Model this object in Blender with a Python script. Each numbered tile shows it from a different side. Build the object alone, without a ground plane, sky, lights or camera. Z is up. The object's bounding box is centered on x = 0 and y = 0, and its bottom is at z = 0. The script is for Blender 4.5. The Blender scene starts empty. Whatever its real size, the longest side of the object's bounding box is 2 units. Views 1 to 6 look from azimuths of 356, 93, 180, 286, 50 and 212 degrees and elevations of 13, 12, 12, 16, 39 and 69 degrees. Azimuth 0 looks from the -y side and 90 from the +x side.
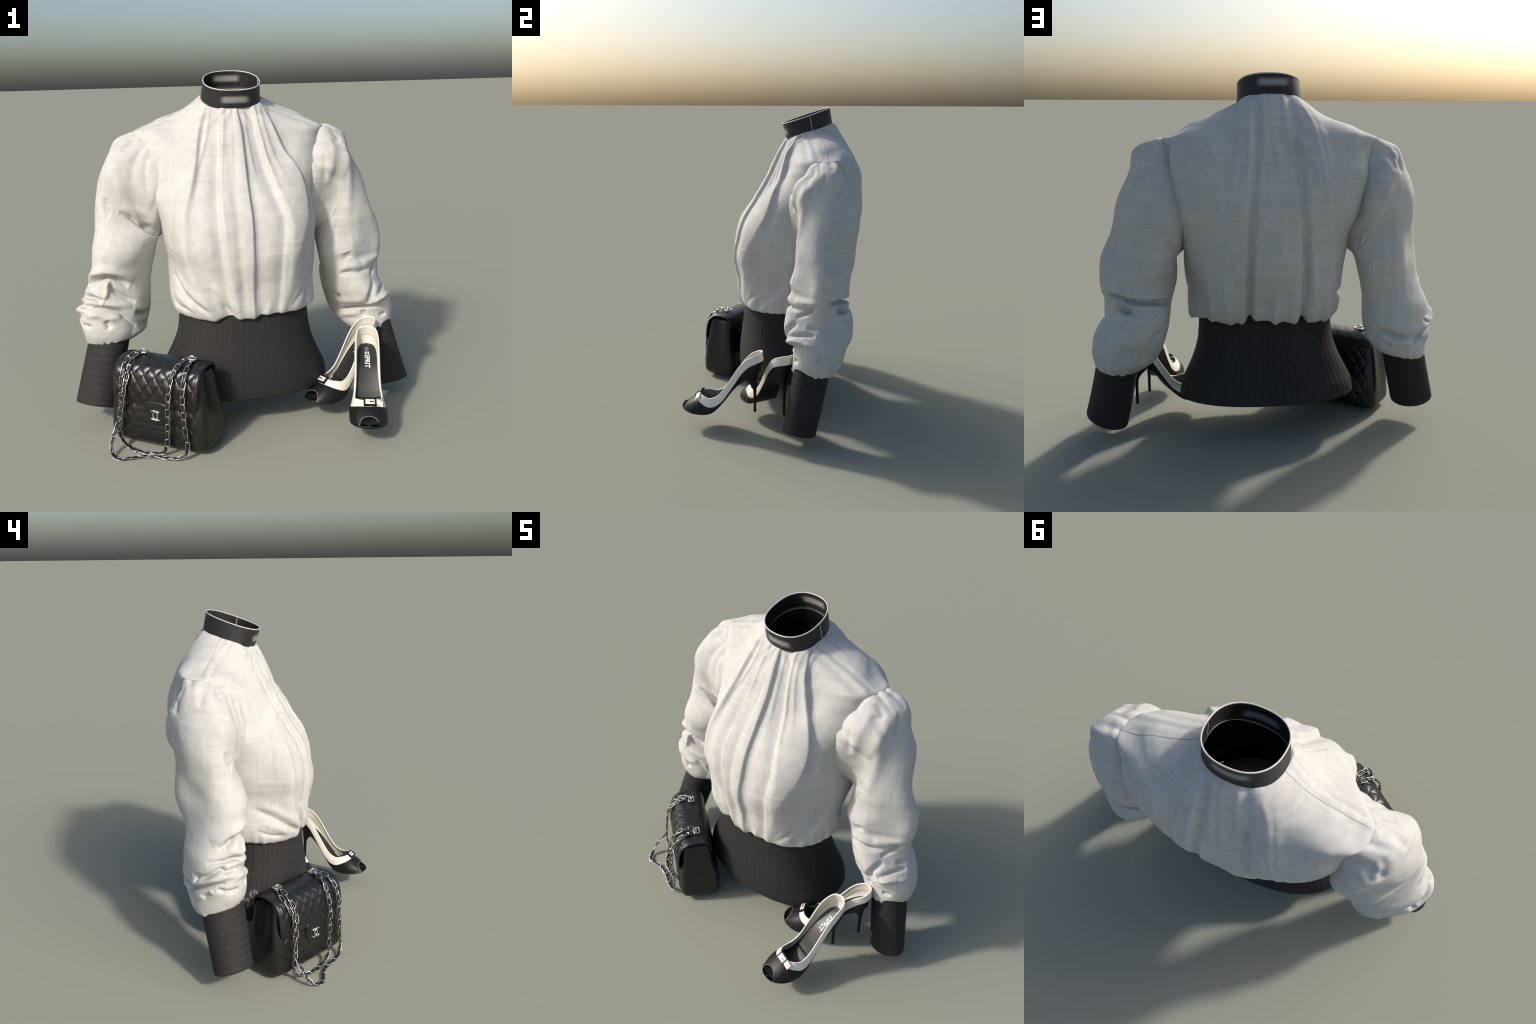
"""Still life: a white blouse with dark ribbed collar, waistband and cuffs, a quilted
handbag with a chain strap and a pair of two-tone peep-toe heels.  Metres, z up."""
import bpy, bmesh, math
import numpy as np
from mathutils import Vector, Matrix

# ------------------------------------------------------------------ numeric helpers
def crom(pts, n=None, t=None, closed=False):
    """Catmull-Rom through control points, sampled at n even parameters (or at t in 0..1)."""
    P = np.asarray(pts, float)
    k = len(P)
    if t is None:
        t = np.linspace(0, 1, n, endpoint=not closed)
    t = np.asarray(t, float)
    seg = k if closed else k - 1
    s = np.clip(t, 0, 1) * seg
    i = np.minimum(s.astype(int), seg - 1)
    f = (s - i)
    f = f.reshape(f.shape + (1,) * (P.ndim - 1))
    if closed:
        g = lambda j: P[j % k]
    else:
        ext = np.concatenate([[2 * P[0] - P[1]], P, [2 * P[-1] - P[-2]]])
        g = lambda j: ext[j + 1]
    p0, p1, p2, p3 = g(i - 1), g(i), g(i + 1), g(i + 2)
    return 0.5 * (2 * p1 + (p2 - p0) * f + (2 * p0 - 5 * p1 + 4 * p2 - p3) * f ** 2
                  + (3 * p1 - p0 - 3 * p2 + p3) * f ** 3)

def smooth(e0, e1, x):
    t = np.clip((x - e0) / (e1 - e0), 0, 1)
    return t * t * (3 - 2 * t)

def grid_normals(G, closed_u=True):
    """Normals of a (rows, cols, 3) grid; columns wrap when closed_u."""
    if closed_u:
        du = np.roll(G, -1, 1) - np.roll(G, 1, 1)
    else:
        du = np.gradient(G, axis=1)
    dv = np.gradient(G, axis=0)
    N = np.cross(du, dv)
    return N / np.maximum(np.linalg.norm(N, axis=2, keepdims=True), 1e-9)

def relax(A, reach, closed_u=True):
    """Box-blur a (rows, cols, k) grid twice; columns wrap."""
    for _ in range(2):
        for ax in (0, 1):
            mode = "wrap" if (ax == 1 and closed_u) else "edge"
            pad = [(0, 0)] * A.ndim
            pad[ax] = (reach + 1, reach)
            C = np.cumsum(np.pad(A, pad, mode=mode), axis=ax)
            n = A.shape[ax]
            A = (np.take(C, np.arange(2 * reach + 1, 2 * reach + 1 + n), ax) - np.take(C, np.arange(0, n), ax)) / (2 * reach + 1)
    return A

def soft_normals(G, reach=9):
    N = relax(grid_normals(G), reach)
    return N / np.maximum(np.linalg.norm(N, axis=2, keepdims=True), 1e-9)

def polyline_distance(P, line):
    """Distance of points P (...,3) to a polyline and the 0..1 station along it."""
    L = np.asarray(line, float)
    best = np.full(P.shape[:-1], 1e9)
    stat = np.zeros(P.shape[:-1])
    n = len(L) - 1
    for i in range(n):
        a, b = L[i], L[i + 1]
        ab = b - a
        h = np.clip(((P - a) @ ab) / max(ab @ ab, 1e-12), 0, 1)
        d = np.linalg.norm(P - (a + h[..., None] * ab), axis=-1)
        m = d < best
        best = np.where(m, d, best)
        stat = np.where(m, (i + h) / n, stat)
    return best, stat

def value_noise(P, scale, seed):
    """Smooth 3D value noise in -1..1."""
    rng = np.random.RandomState(seed)
    T = rng.rand(24, 24, 24) * 2 - 1
    Q = P * scale
    i = np.floor(Q).astype(int)
    f = Q - i
    f = f * f * (3 - 2 * f)
    r = 0
    for dx in (0, 1):
        for dy in (0, 1):
            for dz in (0, 1):
                w = (f[..., 0] if dx else 1 - f[..., 0]) * (f[..., 1] if dy else 1 - f[..., 1]) \
                    * (f[..., 2] if dz else 1 - f[..., 2])
                r = r + w * T[(i[..., 0] + dx) % 24, (i[..., 1] + dy) % 24, (i[..., 2] + dz) % 24]
    return r

def crease(G, N, line, width, amp, skew=0.0, taper=True):
    """Push a rounded fold (amp>0) or furrow (amp<0) along a 3D polyline into a grid."""
    line = crom(line, max(8, 6 * len(line))) if len(line) > 2 else np.asarray(line, float)
    lo, hi = line.min(0) - 3 * width, line.max(0) + 3 * width
    m = np.all((G > lo) & (G < hi), axis=-1)
    if not m.any():
        return np.zeros(G.shape[:2])
    d, s = polyline_distance(G[m], line)
    w = np.exp(-(d / width) ** 2)
    if taper:
        w = w * np.clip(4 * s, 0, 1) ** 0.7 * np.clip(4 * (1 - s), 0, 1) ** 0.7
    out = np.zeros(G.shape[:2])
    out[m] = amp * w
    return out

# ------------------------------------------------------------------ blender helpers
COL = bpy.context.scene.collection

def mesh_object(name, V, F, mats, parent=None, smooth_shade=True, midx=None):
    me = bpy.data.meshes.new(name)
    me.from_pydata([tuple(map(float, v)) for v in V], [], [tuple(map(int, f)) for f in F])
    for m in (mats if isinstance(mats, (list, tuple)) else [mats]):
        me.materials.append(m)
    me.polygons.foreach_set("use_smooth", [smooth_shade] * len(me.polygons))
    if midx is not None:
        me.polygons.foreach_set("material_index", np.asarray(midx, np.int32))
    me.update()
    ob = bpy.data.objects.new(name, me)
    COL.objects.link(ob)
    if parent:
        attach(ob, parent)
    return ob

def attach(ob, parent):
    ob.parent = parent
    ob.matrix_parent_inverse = Matrix.Translation(parent.location).inverted()

def root(name, loc, label, category):
    e = bpy.data.objects.new(name, None)
    e.location = loc
    e["label"] = label
    e["category"] = category
    COL.objects.link(e)
    return e

def grid_faces(rows, cols, closed_u=True, closed_v=False, flip=False):
    r = np.arange(rows if closed_v else rows - 1)
    c = np.arange(cols if closed_u else cols - 1)
    R, C = np.meshgrid(r, c, indexing="ij")
    R2, C2 = (R + 1) % rows, (C + 1) % cols
    F = np.stack([R * cols + C, R * cols + C2, R2 * cols + C2, R2 * cols + C], -1).reshape(-1, 4)
    return F[:, ::-1] if flip else F

def grid_object(name, G, mats, parent, closed_u=True, closed_v=False, flip=False, **kw):
    rows, cols = G.shape[:2]
    return mesh_object(name, G.reshape(-1, 3), grid_faces(rows, cols, closed_u, closed_v, flip),
                       mats, parent, **kw)

def solidify(ob, t, offset=-1, mat_offset=0, rim_offset=0):
    m = ob.modifiers.new("thickness", "SOLIDIFY")
    m.thickness = t
    m.offset = offset
    m.material_offset = mat_offset
    m.material_offset_rim = rim_offset
    m.use_even_offset = False
    return m

def frames(path, closed=False):
    """Tangent / side / up frames along a path (parallel transport)."""
    P = np.asarray(path, float)
    if closed:
        T = np.roll(P, -1, 0) - np.roll(P, 1, 0)
    else:
        T = np.gradient(P, axis=0)
    T /= np.linalg.norm(T, axis=1, keepdims=True)
    up = np.array([0, 0, 1.0]) if abs(T[0][2]) < 0.9 else np.array([0, 1.0, 0])
    S = np.zeros_like(P)
    for i in range(len(P)):
        s = np.cross(T[i], up)
        s /= np.linalg.norm(s)
        S[i] = s
        up = np.cross(s, T[i])
    return P, T, S, np.cross(S, T)

def tube_grid(path, radius, sides=8, closed=False):
    P, T, S, U = frames(path, closed)
    a = np.linspace(0, 2 * np.pi, sides, endpoint=False)
    r = np.broadcast_to(np.asarray(radius, float), (len(P),))[:, None, None]
    return P[:, None] + r * (np.cos(a)[None, :, None] * S[:, None] + np.sin(a)[None, :, None] * U[:, None])

def tube(name, path, radius, mat, parent, sides=8, closed=False):
    return grid_object(name, tube_grid(path, radius, sides, closed), mat, parent, True, closed, flip=True)

# ------------------------------------------------------------------ materials
def new_mat(name):
    m = bpy.data.materials.new(name)
    m.use_nodes = True
    nt = m.node_tree
    return m, nt, nt.nodes["Principled BSDF"]

def node(nt, kind, **props):
    n = nt.nodes.new(kind)
    ins = props.pop("inputs", {})
    for k, v in props.items():
        setattr(n, k, v)
    for k, v in ins.items():
        n.inputs[k].default_value = v
    return n

def noise_val(nt, scale_xyz, scale, detail=3, rough=0.5):
    tc = node(nt, "ShaderNodeTexCoord")
    mp = node(nt, "ShaderNodeMapping")
    mp.inputs["Scale"].default_value = scale_xyz
    nt.links.new(tc.outputs["Object"], mp.inputs["Vector"])
    nz = node(nt, "ShaderNodeTexNoise", inputs={"Scale": scale, "Detail": detail, "Roughness": rough})
    nt.links.new(mp.outputs["Vector"], nz.inputs["Vector"])
    return nz.outputs["Fac"]

def ramp(nt, fac, stops):
    r = node(nt, "ShaderNodeValToRGB")
    el = r.color_ramp.elements
    while len(el) < len(stops):
        el.new(0.5)
    for e, (p, c) in zip(el, stops):
        e.position = p
        e.color = (*c, 1) if len(c) == 3 else c
    nt.links.new(fac, r.inputs["Fac"])
    return r.outputs["Color"]

def maths(nt, op, a, b=None, c=None):
    n = node(nt, "ShaderNodeMath", operation=op)
    for i, v in enumerate((a, b, c)):
        if v is None:
            continue
        if isinstance(v, (int, float)):
            n.inputs[i].default_value = v
        else:
            nt.links.new(v, n.inputs[i])
    return n.outputs[0]

def smoothstep(nt, v, lo, hi):
    n = node(nt, "ShaderNodeMapRange", interpolation_type="SMOOTHSTEP")
    n.inputs["From Min"].default_value = lo
    n.inputs["From Max"].default_value = hi
    nt.links.new(v, n.inputs["Value"])
    return n.outputs["Result"]

def mix_color(nt, fac, a, b):
    n = node(nt, "ShaderNodeMix", data_type="RGBA")
    nt.links.new(fac, n.inputs["Factor"])
    for key, v in ((6, a), (7, b)):
        if isinstance(v, tuple):
            n.inputs[key].default_value = (*v, 1)
        else:
            nt.links.new(v, n.inputs[key])
    return n.outputs[2]

def bump(nt, bsdf, height, strength, dist):
    b = node(nt, "ShaderNodeBump", inputs={"Strength": strength, "Distance": dist})
    nt.links.new(height, b.inputs["Height"])
    nt.links.new(b.outputs["Normal"], bsdf.inputs["Normal"])

def linen_material():
    """Off-white slub linen: long warp and weft streaks that cross, a little thicker here and there."""
    m, nt, b = new_mat("white_linen")
    warp = noise_val(nt, (10, 10, 0.65), 4.0, 4, 0.6)
    weft = noise_val(nt, (0.8, 0.8, 11), 4.0, 4, 0.6)
    blot = noise_val(nt, (1, 1, 1), 9.0, 2)
    w = maths(nt, "MAXIMUM", warp, weft)
    tone = maths(nt, "MULTIPLY_ADD", blot, 0.25, w)
    col = ramp(nt, tone, [(0.45, LINEN_DARK), (0.85, LINEN)])
    nt.links.new(col, b.inputs["Base Color"])
    b.inputs["Roughness"].default_value = 0.8
    b.inputs["Specular IOR Level"].default_value = 0.2
    fine = noise_val(nt, (120, 120, 12), 4.0, 2)
    fine2 = noise_val(nt, (12, 12, 120), 4.0, 2)
    h = maths(nt, "ADD", w, maths(nt, "MULTIPLY", maths(nt, "ADD", fine, fine2), 0.25))
    bump(nt, b, h, 0.35, 0.004)
    return m

def plain(name, color, rough=0.5, metal=0.0, spec=0.5, coat=0.0, vary=0.0, scale=20):
    m, nt, b = new_mat(name)
    if vary:
        nz = noise_val(nt, (1, 1, 1), scale, 4)
        c1 = tuple(max(0, c * (1 - vary)) for c in color)
        c2 = tuple(min(1, c * (1 + vary)) for c in color)
        nt.links.new(ramp(nt, nz, [(0.3, c1), (0.7, c2)]), b.inputs["Base Color"])
    else:
        b.inputs["Base Color"].default_value = (*color, 1)
    b.inputs["Roughness"].default_value = rough
    b.inputs["Metallic"].default_value = metal
    b.inputs["Specular IOR Level"].default_value = spec
    b.inputs["Coat Weight"].default_value = coat
    return m

LINEN = (0.55, 0.540, 0.513)
LINEN_DARK = (0.44, 0.434, 0.418)
KNIT = (0.019, 0.0185, 0.018)
KNIT_LIGHT = (0.0265, 0.0258, 0.025)
CREAM = (0.84, 0.80, 0.69)
BLACK = (0.008, 0.0078, 0.008)

# ------------------------------------------------------------------ blouse: base surfaces
BODY_YAW = math.radians(5.0)

# rings from hem to neck: z front/side/back, half width, y front / side / back, squareness in front,
# centre x, yaw in degrees, squareness at the back, blunt cut of the side (share of half width);
# the last two may be left out
BODICE_RINGS = [
    (0.690, 0.690, 0.735, 0.360, -0.205, 0.05, 0.262, 2.2, -0.012, 7, 2.2, 2.0),
    (0.668, 0.668, 0.708, 0.380, -0.226, 0.05, 0.295, 2.2, -0.012, 7, 2.2, 2.0),
    (0.676, 0.680, 0.712, 0.418, -0.255, 0.06, 0.350, 2.15, -0.014, 7, 2.2, 2.0),
    (0.755, 0.775, 0.785, 0.438, -0.268, 0.07, 0.405, 2.15, -0.015, 7, 2.25, 2.0),
    (0.900, 0.920, 0.930, 0.436, -0.279, 0.08, 0.440, 2.25, -0.018, 8, 2.3, 2.0),
    (1.040, 1.060, 1.080, 0.446, -0.282, 0.11, 0.485, 2.35, -0.024, 9, 2.4, 2.0),
    (1.217, 1.220, 1.250, 0.460, -0.236, 0.16, 0.530, 2.25, -0.030, 10, 2.4, 2.0),
    (1.360, 1.370, 1.400, 0.478, -0.158, 0.20, 0.546, 2.0, -0.035, 10, 2.4, 2.0),
    (1.487, 1.500, 1.520, 0.520, -0.094, 0.24, 0.542, 1.72, -0.042, 9, 2.2, 1.1),
    (1.590, 1.605, 1.617, 0.585, -0.044, 0.26, 0.512, 1.50, -0.046, 7, 1.9, 0.92),
    (1.650, 1.668, 1.697, 0.640, -0.012, 0.27, 0.478, 1.36, -0.047, 5, 1.65, 0.895),
    (1.695, 1.726, 1.757, 0.470, 0.010, 0.265, 0.446, 1.52, -0.046, 4.6, 1.7, 1.0),
    (1.735, 1.782, 1.807, 0.305, 0.030, 0.245, 0.416, 1.8, -0.044, 5, 1.9, 1.5),
    (1.768, 1.835, 1.855, 0.185, 0.048, 0.21, 0.380, 2.3, -0.042, 5, 2.3, 2.0),
    (1.785, 1.842, 1.890, 0.164, 0.058, 0.195, 0.348, 2.4, -0.040, 5, 2.4, 2.0),
    (1.795, 1.850, 1.900, 0.160, 0.061, 0.195, 0.344, 2.4, -0.040, 5, 2.4, 2.0),
]

def ring_surface(rings, n_v, n_u, pivot_y=0.2):
    """Loft of rounded rings; angle 0 = front (-y), 90 deg = +x, 180 = back."""
    R = crom(rings, n_v)
    th = np.linspace(0, 2 * np.pi, n_u, endpoint=False)
    s, c = np.sin(th), np.cos(th)
    zf, zs, zb, hw, yf, ys, yb, ex, cx, yaw = [R[:, i:i + 1] for i in range(10)]
    eb = R[:, 10:11] if R.shape[1] > 10 else ex
    e = np.where(c >= 0, ex, eb)
    r = (np.abs(s) ** e + np.abs(c) ** e) ** (-1 / e)
    q = np.abs(s) * r
    d = np.abs(c) * r
    if R.shape[1] > 11:
        q = q / (1 + (q / R[:, 11:12]) ** 14) ** (1 / 14)
    X = hw * np.sign(s) * q
    depth = np.where(c >= 0, yf - ys, -(yb - ys))
    Y = ys + depth * np.sign(c) * d
    w = 1 - d
    Z = zs * w + np.where(c >= 0, zf, zb) * (1 - w)
    ca, sa = np.cos(np.radians(yaw)), np.sin(np.radians(yaw))
    dy = Y - pivot_y
    return np.stack([cx + X * ca - dy * sa, pivot_y + X * sa + dy * ca, Z + 0 * X], -1)

def bodice_base(n_v=330, n_u=640):
    return ring_surface(BODICE_RINGS, n_v, n_u)

# sleeve rings: centre, "outer" half axis (x,y,z), "front" half axis (x,y,z), roundness outside / inside
LEFT_SLEEVE = [
    ((0.545, 0.292, 1.335), (0.096, 0.010, 0.285), (0.01, -0.185, -0.02), 2.0, 2.2),
    ((0.575, 0.297, 1.285), (0.120, 0.010, 0.215), (0.01, -0.192, -0.02), 1.9, 2.4),
    ((0.612, 0.300, 1.180), (0.162, 0.010, 0.120), (0.01, -0.197, -0.01), 1.7, 2.5),
    ((0.638, 0.292, 1.050), (0.190, 0.010, 0.040), (0.01, -0.197, 0.00), 1.5, 2.4),
    ((0.645, 0.265, 0.930), (0.196, 0.025, 0.000), (0.01, -0.180, 0.00), 1.3, 2.3),
    ((0.645, 0.265, 0.850), (0.190, 0.025, 0.000), (0.01, -0.162, 0.02), 1.35, 2.2),
    ((0.665, 0.280, 0.760), (0.188, 0.005, 0.000), (0.02, -0.203, 0.02), 1.5, 2.2),
    ((0.705, 0.275, 0.650), (0.198, -0.010, 0.000), (0.02, -0.210, 0.02), 1.7, 2.1),
    ((0.732, 0.284, 0.550), (0.195, -0.010, 0.000), (0.02, -0.160, 0.00), 1.9, 2.0),
    ((0.750, 0.272, 0.475), (0.170, 0.000, 0.000), (0.02, -0.150, 0.00), 2.0, 2.0),
    ((0.782, 0.245, 0.430), (0.128, 0.010, 0.010), (0.01, -0.125, 0.015), 2.0, 2.0),
    ((0.795, 0.240, 0.440), (0.112, 0.010, 0.010), (0.01, -0.108, 0.015), 2.0, 2.0),
]
RIGHT_SLEEVE = [
    ((-0.592, 0.185, 1.335), (-0.104, 0.000, 0.285), (0.01, -0.184, -0.02), 2.0, 2.2),
    ((-0.622, 0.164, 1.285), (-0.134, -0.005, 0.215), (0.00, -0.190, -0.02), 2.0, 2.4),
    ((-0.652, 0.132, 1.180), (-0.176, -0.016, 0.110), (0.00, -0.194, -0.01), 2.05, 2.5),
    ((-0.675, 0.114, 1.050), (-0.176, -0.038, 0.030), (0.00, -0.195, 0.00), 2.05, 2.4),
    ((-0.695, 0.102, 0.930), (-0.172, -0.060, 0.000), (0.00, -0.192, 0.00), 2.0, 2.2),
    ((-0.722, 0.084, 0.840), (-0.178, -0.065, 0.000), (0.00, -0.194, 0.00), 1.9, 2.1),
    ((-0.746, 0.070, 0.750), (-0.194, -0.060, 0.000), (0.00, -0.198, 0.00), 1.8, 2.0),
    ((-0.757, 0.065, 0.650), (-0.198, -0.055, 0.000), (0.00, -0.190, 0.01), 1.8, 2.0),
    ((-0.764, 0.066, 0.570), (-0.184, -0.045, 0.000), (0.00, -0.180, 0.02), 1.9, 2.0),
    ((-0.776, 0.055, 0.500), (-0.158, -0.025, -0.010), (0.01, -0.157, 0.03), 2.0, 2.0),
    ((-0.794, 0.034, 0.468), (-0.125, 0.000, -0.020), (0.02, -0.122, 0.03), 2.0, 2.0),
    ((-0.797, 0.030, 0.478), (-0.112, 0.000, -0.020), (0.02, -0.108, 0.03), 2.0, 2.0),
]

# armhole seams, from the shoulder point down the front, under the arm and up the back
LEFT_ARMHOLE = [(.530, .30, 1.672), (.524, .215, 1.645), (.467, .12, 1.545), (.437, .07, 1.47), (.44, .075, 1.38), (.44, .09, 1.28), (.445, .13, 1.18), (.45, .20, 1.09),
                (.425, .30, 1.13), (.39, .40, 1.22), (.375, .44, 1.32), (.41, .44, 1.42), (.455, .415, 1.51), (.498, .390, 1.58), (.520, .370, 1.64)]
RIGHT_ARMHOLE = [(-.624, .22, 1.672), (-.598, .110, 1.645), (-.53, .03, 1.575), (-.475, -.015, 1.515), (-.458, -.03, 1.44), (-.458, -.03, 1.36), (-.462, 0, 1.25), (-.462, .07, 1.13),
                 (-.465, .15, 1.075), (-.485, .24, 1.16), (-.52, .30, 1.28), (-.555, .33, 1.38), (-.585, .335, 1.47), (-.60, .325, 1.56), (-.618, .30, 1.635)]

def armhole_ring(loop, body, n_u):
    """Seam loop laid onto the bodice surface, in the sleeve's angle order (0 front, 90 top)."""
    ph = np.linspace(0, 360, n_u, endpoint=False)
    C = crom(loop, t=((90 - ph) / 360) % 1.0, closed=True)
    V = body.reshape(-1, 3)[::3]
    out = np.empty_like(C)
    for i, c in enumerate(C):
        out[i] = V[np.argmin(((V - c) ** 2).sum(1))]
    k = np.ones(9) / 9                      # even out the snapped seam
    pad = np.concatenate([out[-4:], out, out[:4]])
    out = np.stack([np.convolve(pad[:, j], k, "valid") for j in range(3)], -1)
    inward = np.array([-0.04, 0.22, 0]) - out          # tuck the seam edge under the bodice cloth
    inward[:, 2] = 0
    return out + 0.014 * inward / np.linalg.norm(inward, axis=1, keepdims=True)

def sleeve_surface(rings, loop, body, n_v=330, n_u=360):
    ph = np.linspace(0, 2 * np.pi, n_u, endpoint=False)
    ctrl = [armhole_ring(loop, body, n_u)]
    for c, A, B, ex_out, ex_in in rings:
        sp, cp = np.sin(ph), np.cos(ph)
        ex = np.where(sp > 0, ex_out, ex_in)
        r = (np.abs(sp) ** ex + np.abs(cp) ** ex) ** (-1 / ex)
        ctrl.append(np.array(c) + (sp * r)[:, None] * np.array(A) + (cp * r)[:, None] * np.array(B))
    return crom(np.array(ctrl), n_v)

def sleeve_base(rings, n_v=330, n_u=360):
    R = crom([np.concatenate(r) for r in rings], n_v)
    ph = np.linspace(0, 2 * np.pi, n_u, endpoint=False)
    c, A, B = R[:, None, 0:3], R[:, None, 3:6], R[:, None, 6:9]
    return c + A * np.sin(ph)[None, :, None] + B * np.cos(ph)[None, :, None]

WAIST_RINGS = [
    (0.186, 0.222, 0.240, 0.499, -0.262, 0.05, 0.368, 2.3, -0.022, 7),
    (0.250, 0.285, 0.305, 0.487, -0.266, 0.05, 0.350, 2.35, -0.021, 7),
    (0.330, 0.350, 0.370, 0.456, -0.264, 0.05, 0.322, 2.35, -0.020, 7),
    (0.420, 0.430, 0.450, 0.418, -0.254, 0.05, 0.300, 2.35, -0.017, 7),
    (0.520, 0.520, 0.540, 0.388, -0.240, 0.04, 0.278, 2.3, -0.014, 7),
    (0.620, 0.620, 0.650, 0.376, -0.232, 0.04, 0.264, 2.2, -0.012, 7),
    (0.700, 0.700, 0.730, 0.372, -0.222, 0.04, 0.260, 2.2, -0.012, 7),
]
COLLAR_RINGS = [
    (1.782, 1.836, 1.887, 0.170, 0.052, 0.195, 0.355, 2.35, -0.040, 5),
    (1.812, 1.864, 1.918, 0.166, 0.043, 0.190, 0.350, 2.35, -0.038, 5),
    (1.848, 1.900, 1.955, 0.162, 0.033, 0.182, 0.344, 2.35, -0.036, 5),
    (1.880, 1.931, 1.988, 0.159, 0.025, 0.175, 0.338, 2.35, -0.034, 5),
]

def waist_base(n_v=60, n_u=360):
    return ring_surface(WAIST_RINGS, n_v, n_u, 0.05)

def collar_base(n_v=30, n_u=200):
    return ring_surface(COLLAR_RINGS, n_v, n_u)

CUFF_L = [((0.790, 0.242, 0.470), (0.114, 0, 0.01), (0.01, -0.110, 0.02)),
          ((0.836, 0.205, 0.270), (0.116, 0, 0.02), (0.015, -0.104, 0.022)),
          ((0.886, 0.166, 0.082), (0.118, 0, 0.028), (0.02, -0.100, 0.025))]
CUFF_R = [((-0.795, 0.030, 0.505), (-0.116, 0, 0.012), (0.02, -0.112, 0.028)),
          ((-0.838, -0.017, 0.320), (-0.117, 0, 0.018), (0.02, -0.106, 0.026)),
          ((-0.884, -0.066, 0.125), (-0.118, 0, 0.024), (0.02, -0.100, 0.024))]

# pleat edges on the bodice as (z, x) knots
FRONT_PLEATS = {
    "a": [(1.80, -.180), (1.66, -.227), (1.40, -.261), (1.257, -.294), (1.10, -.298), (.909, -.281), (.749, -.211), (.66, -.178)],
    "b": [(1.80, -.111), (1.598, -.115), (1.30, -.134), (1.038, -.122), (.877, -.105), (.66, -.070)],
    "c": [(1.80, -.003), (1.607, .021), (1.369, .036), (1.18, .056), (.952, .059), (.66, .060)],
    "d": [(1.80, .055), (1.566, .105), (1.329, .171), (1.189, .212), (1.053, .208), (.853, .196), (.66, .178)],
    "e": [(1.80, .140), (1.70, .185), (1.597, .234), (1.373, .329), (1.184, .374), (.987, .353), (.833, .303), (.66, .225)],
}
BACK_PLEATS = {
    "a": [(1.90, .115), (1.5, .125), (1.324, .172), (1.105, .212), (.81, .239), (.68, .245)],
    "b": [(1.90, .016), (1.615, .015), (1.33, .032), (1.11, .044), (.758, .061), (.68, .062)],
    "c": [(1.90, -.075), (1.615, -.087), (1.323, -.109), (1.111, -.106), (.892, -.086), (.68, -.070)],
    "d": [(1.90, -.130), (1.697, -.182), (1.372, -.214), (1.109, -.228), (.884, -.226), (.68, -.212)],
    "e": [(1.90, -.165), (1.82, -.235), (1.756, -.279), (1.614, -.318), (1.364, -.354), (1.086, -.375), (.761, -.400), (.68, -.40)],
}

def pleat_offset(P, knots):
    """Signed x distance of points from a pleat edge."""
    K = crom(np.array(knots), 60)
    o = np.argsort(K[:, 0])
    return P[..., 0] - np.interp(P[..., 2], K[o, 0], K[o, 1])

def ridge(d, left, right):
    return np.exp(-(d / np.where(d < 0, left, right)) ** 2)

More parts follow.
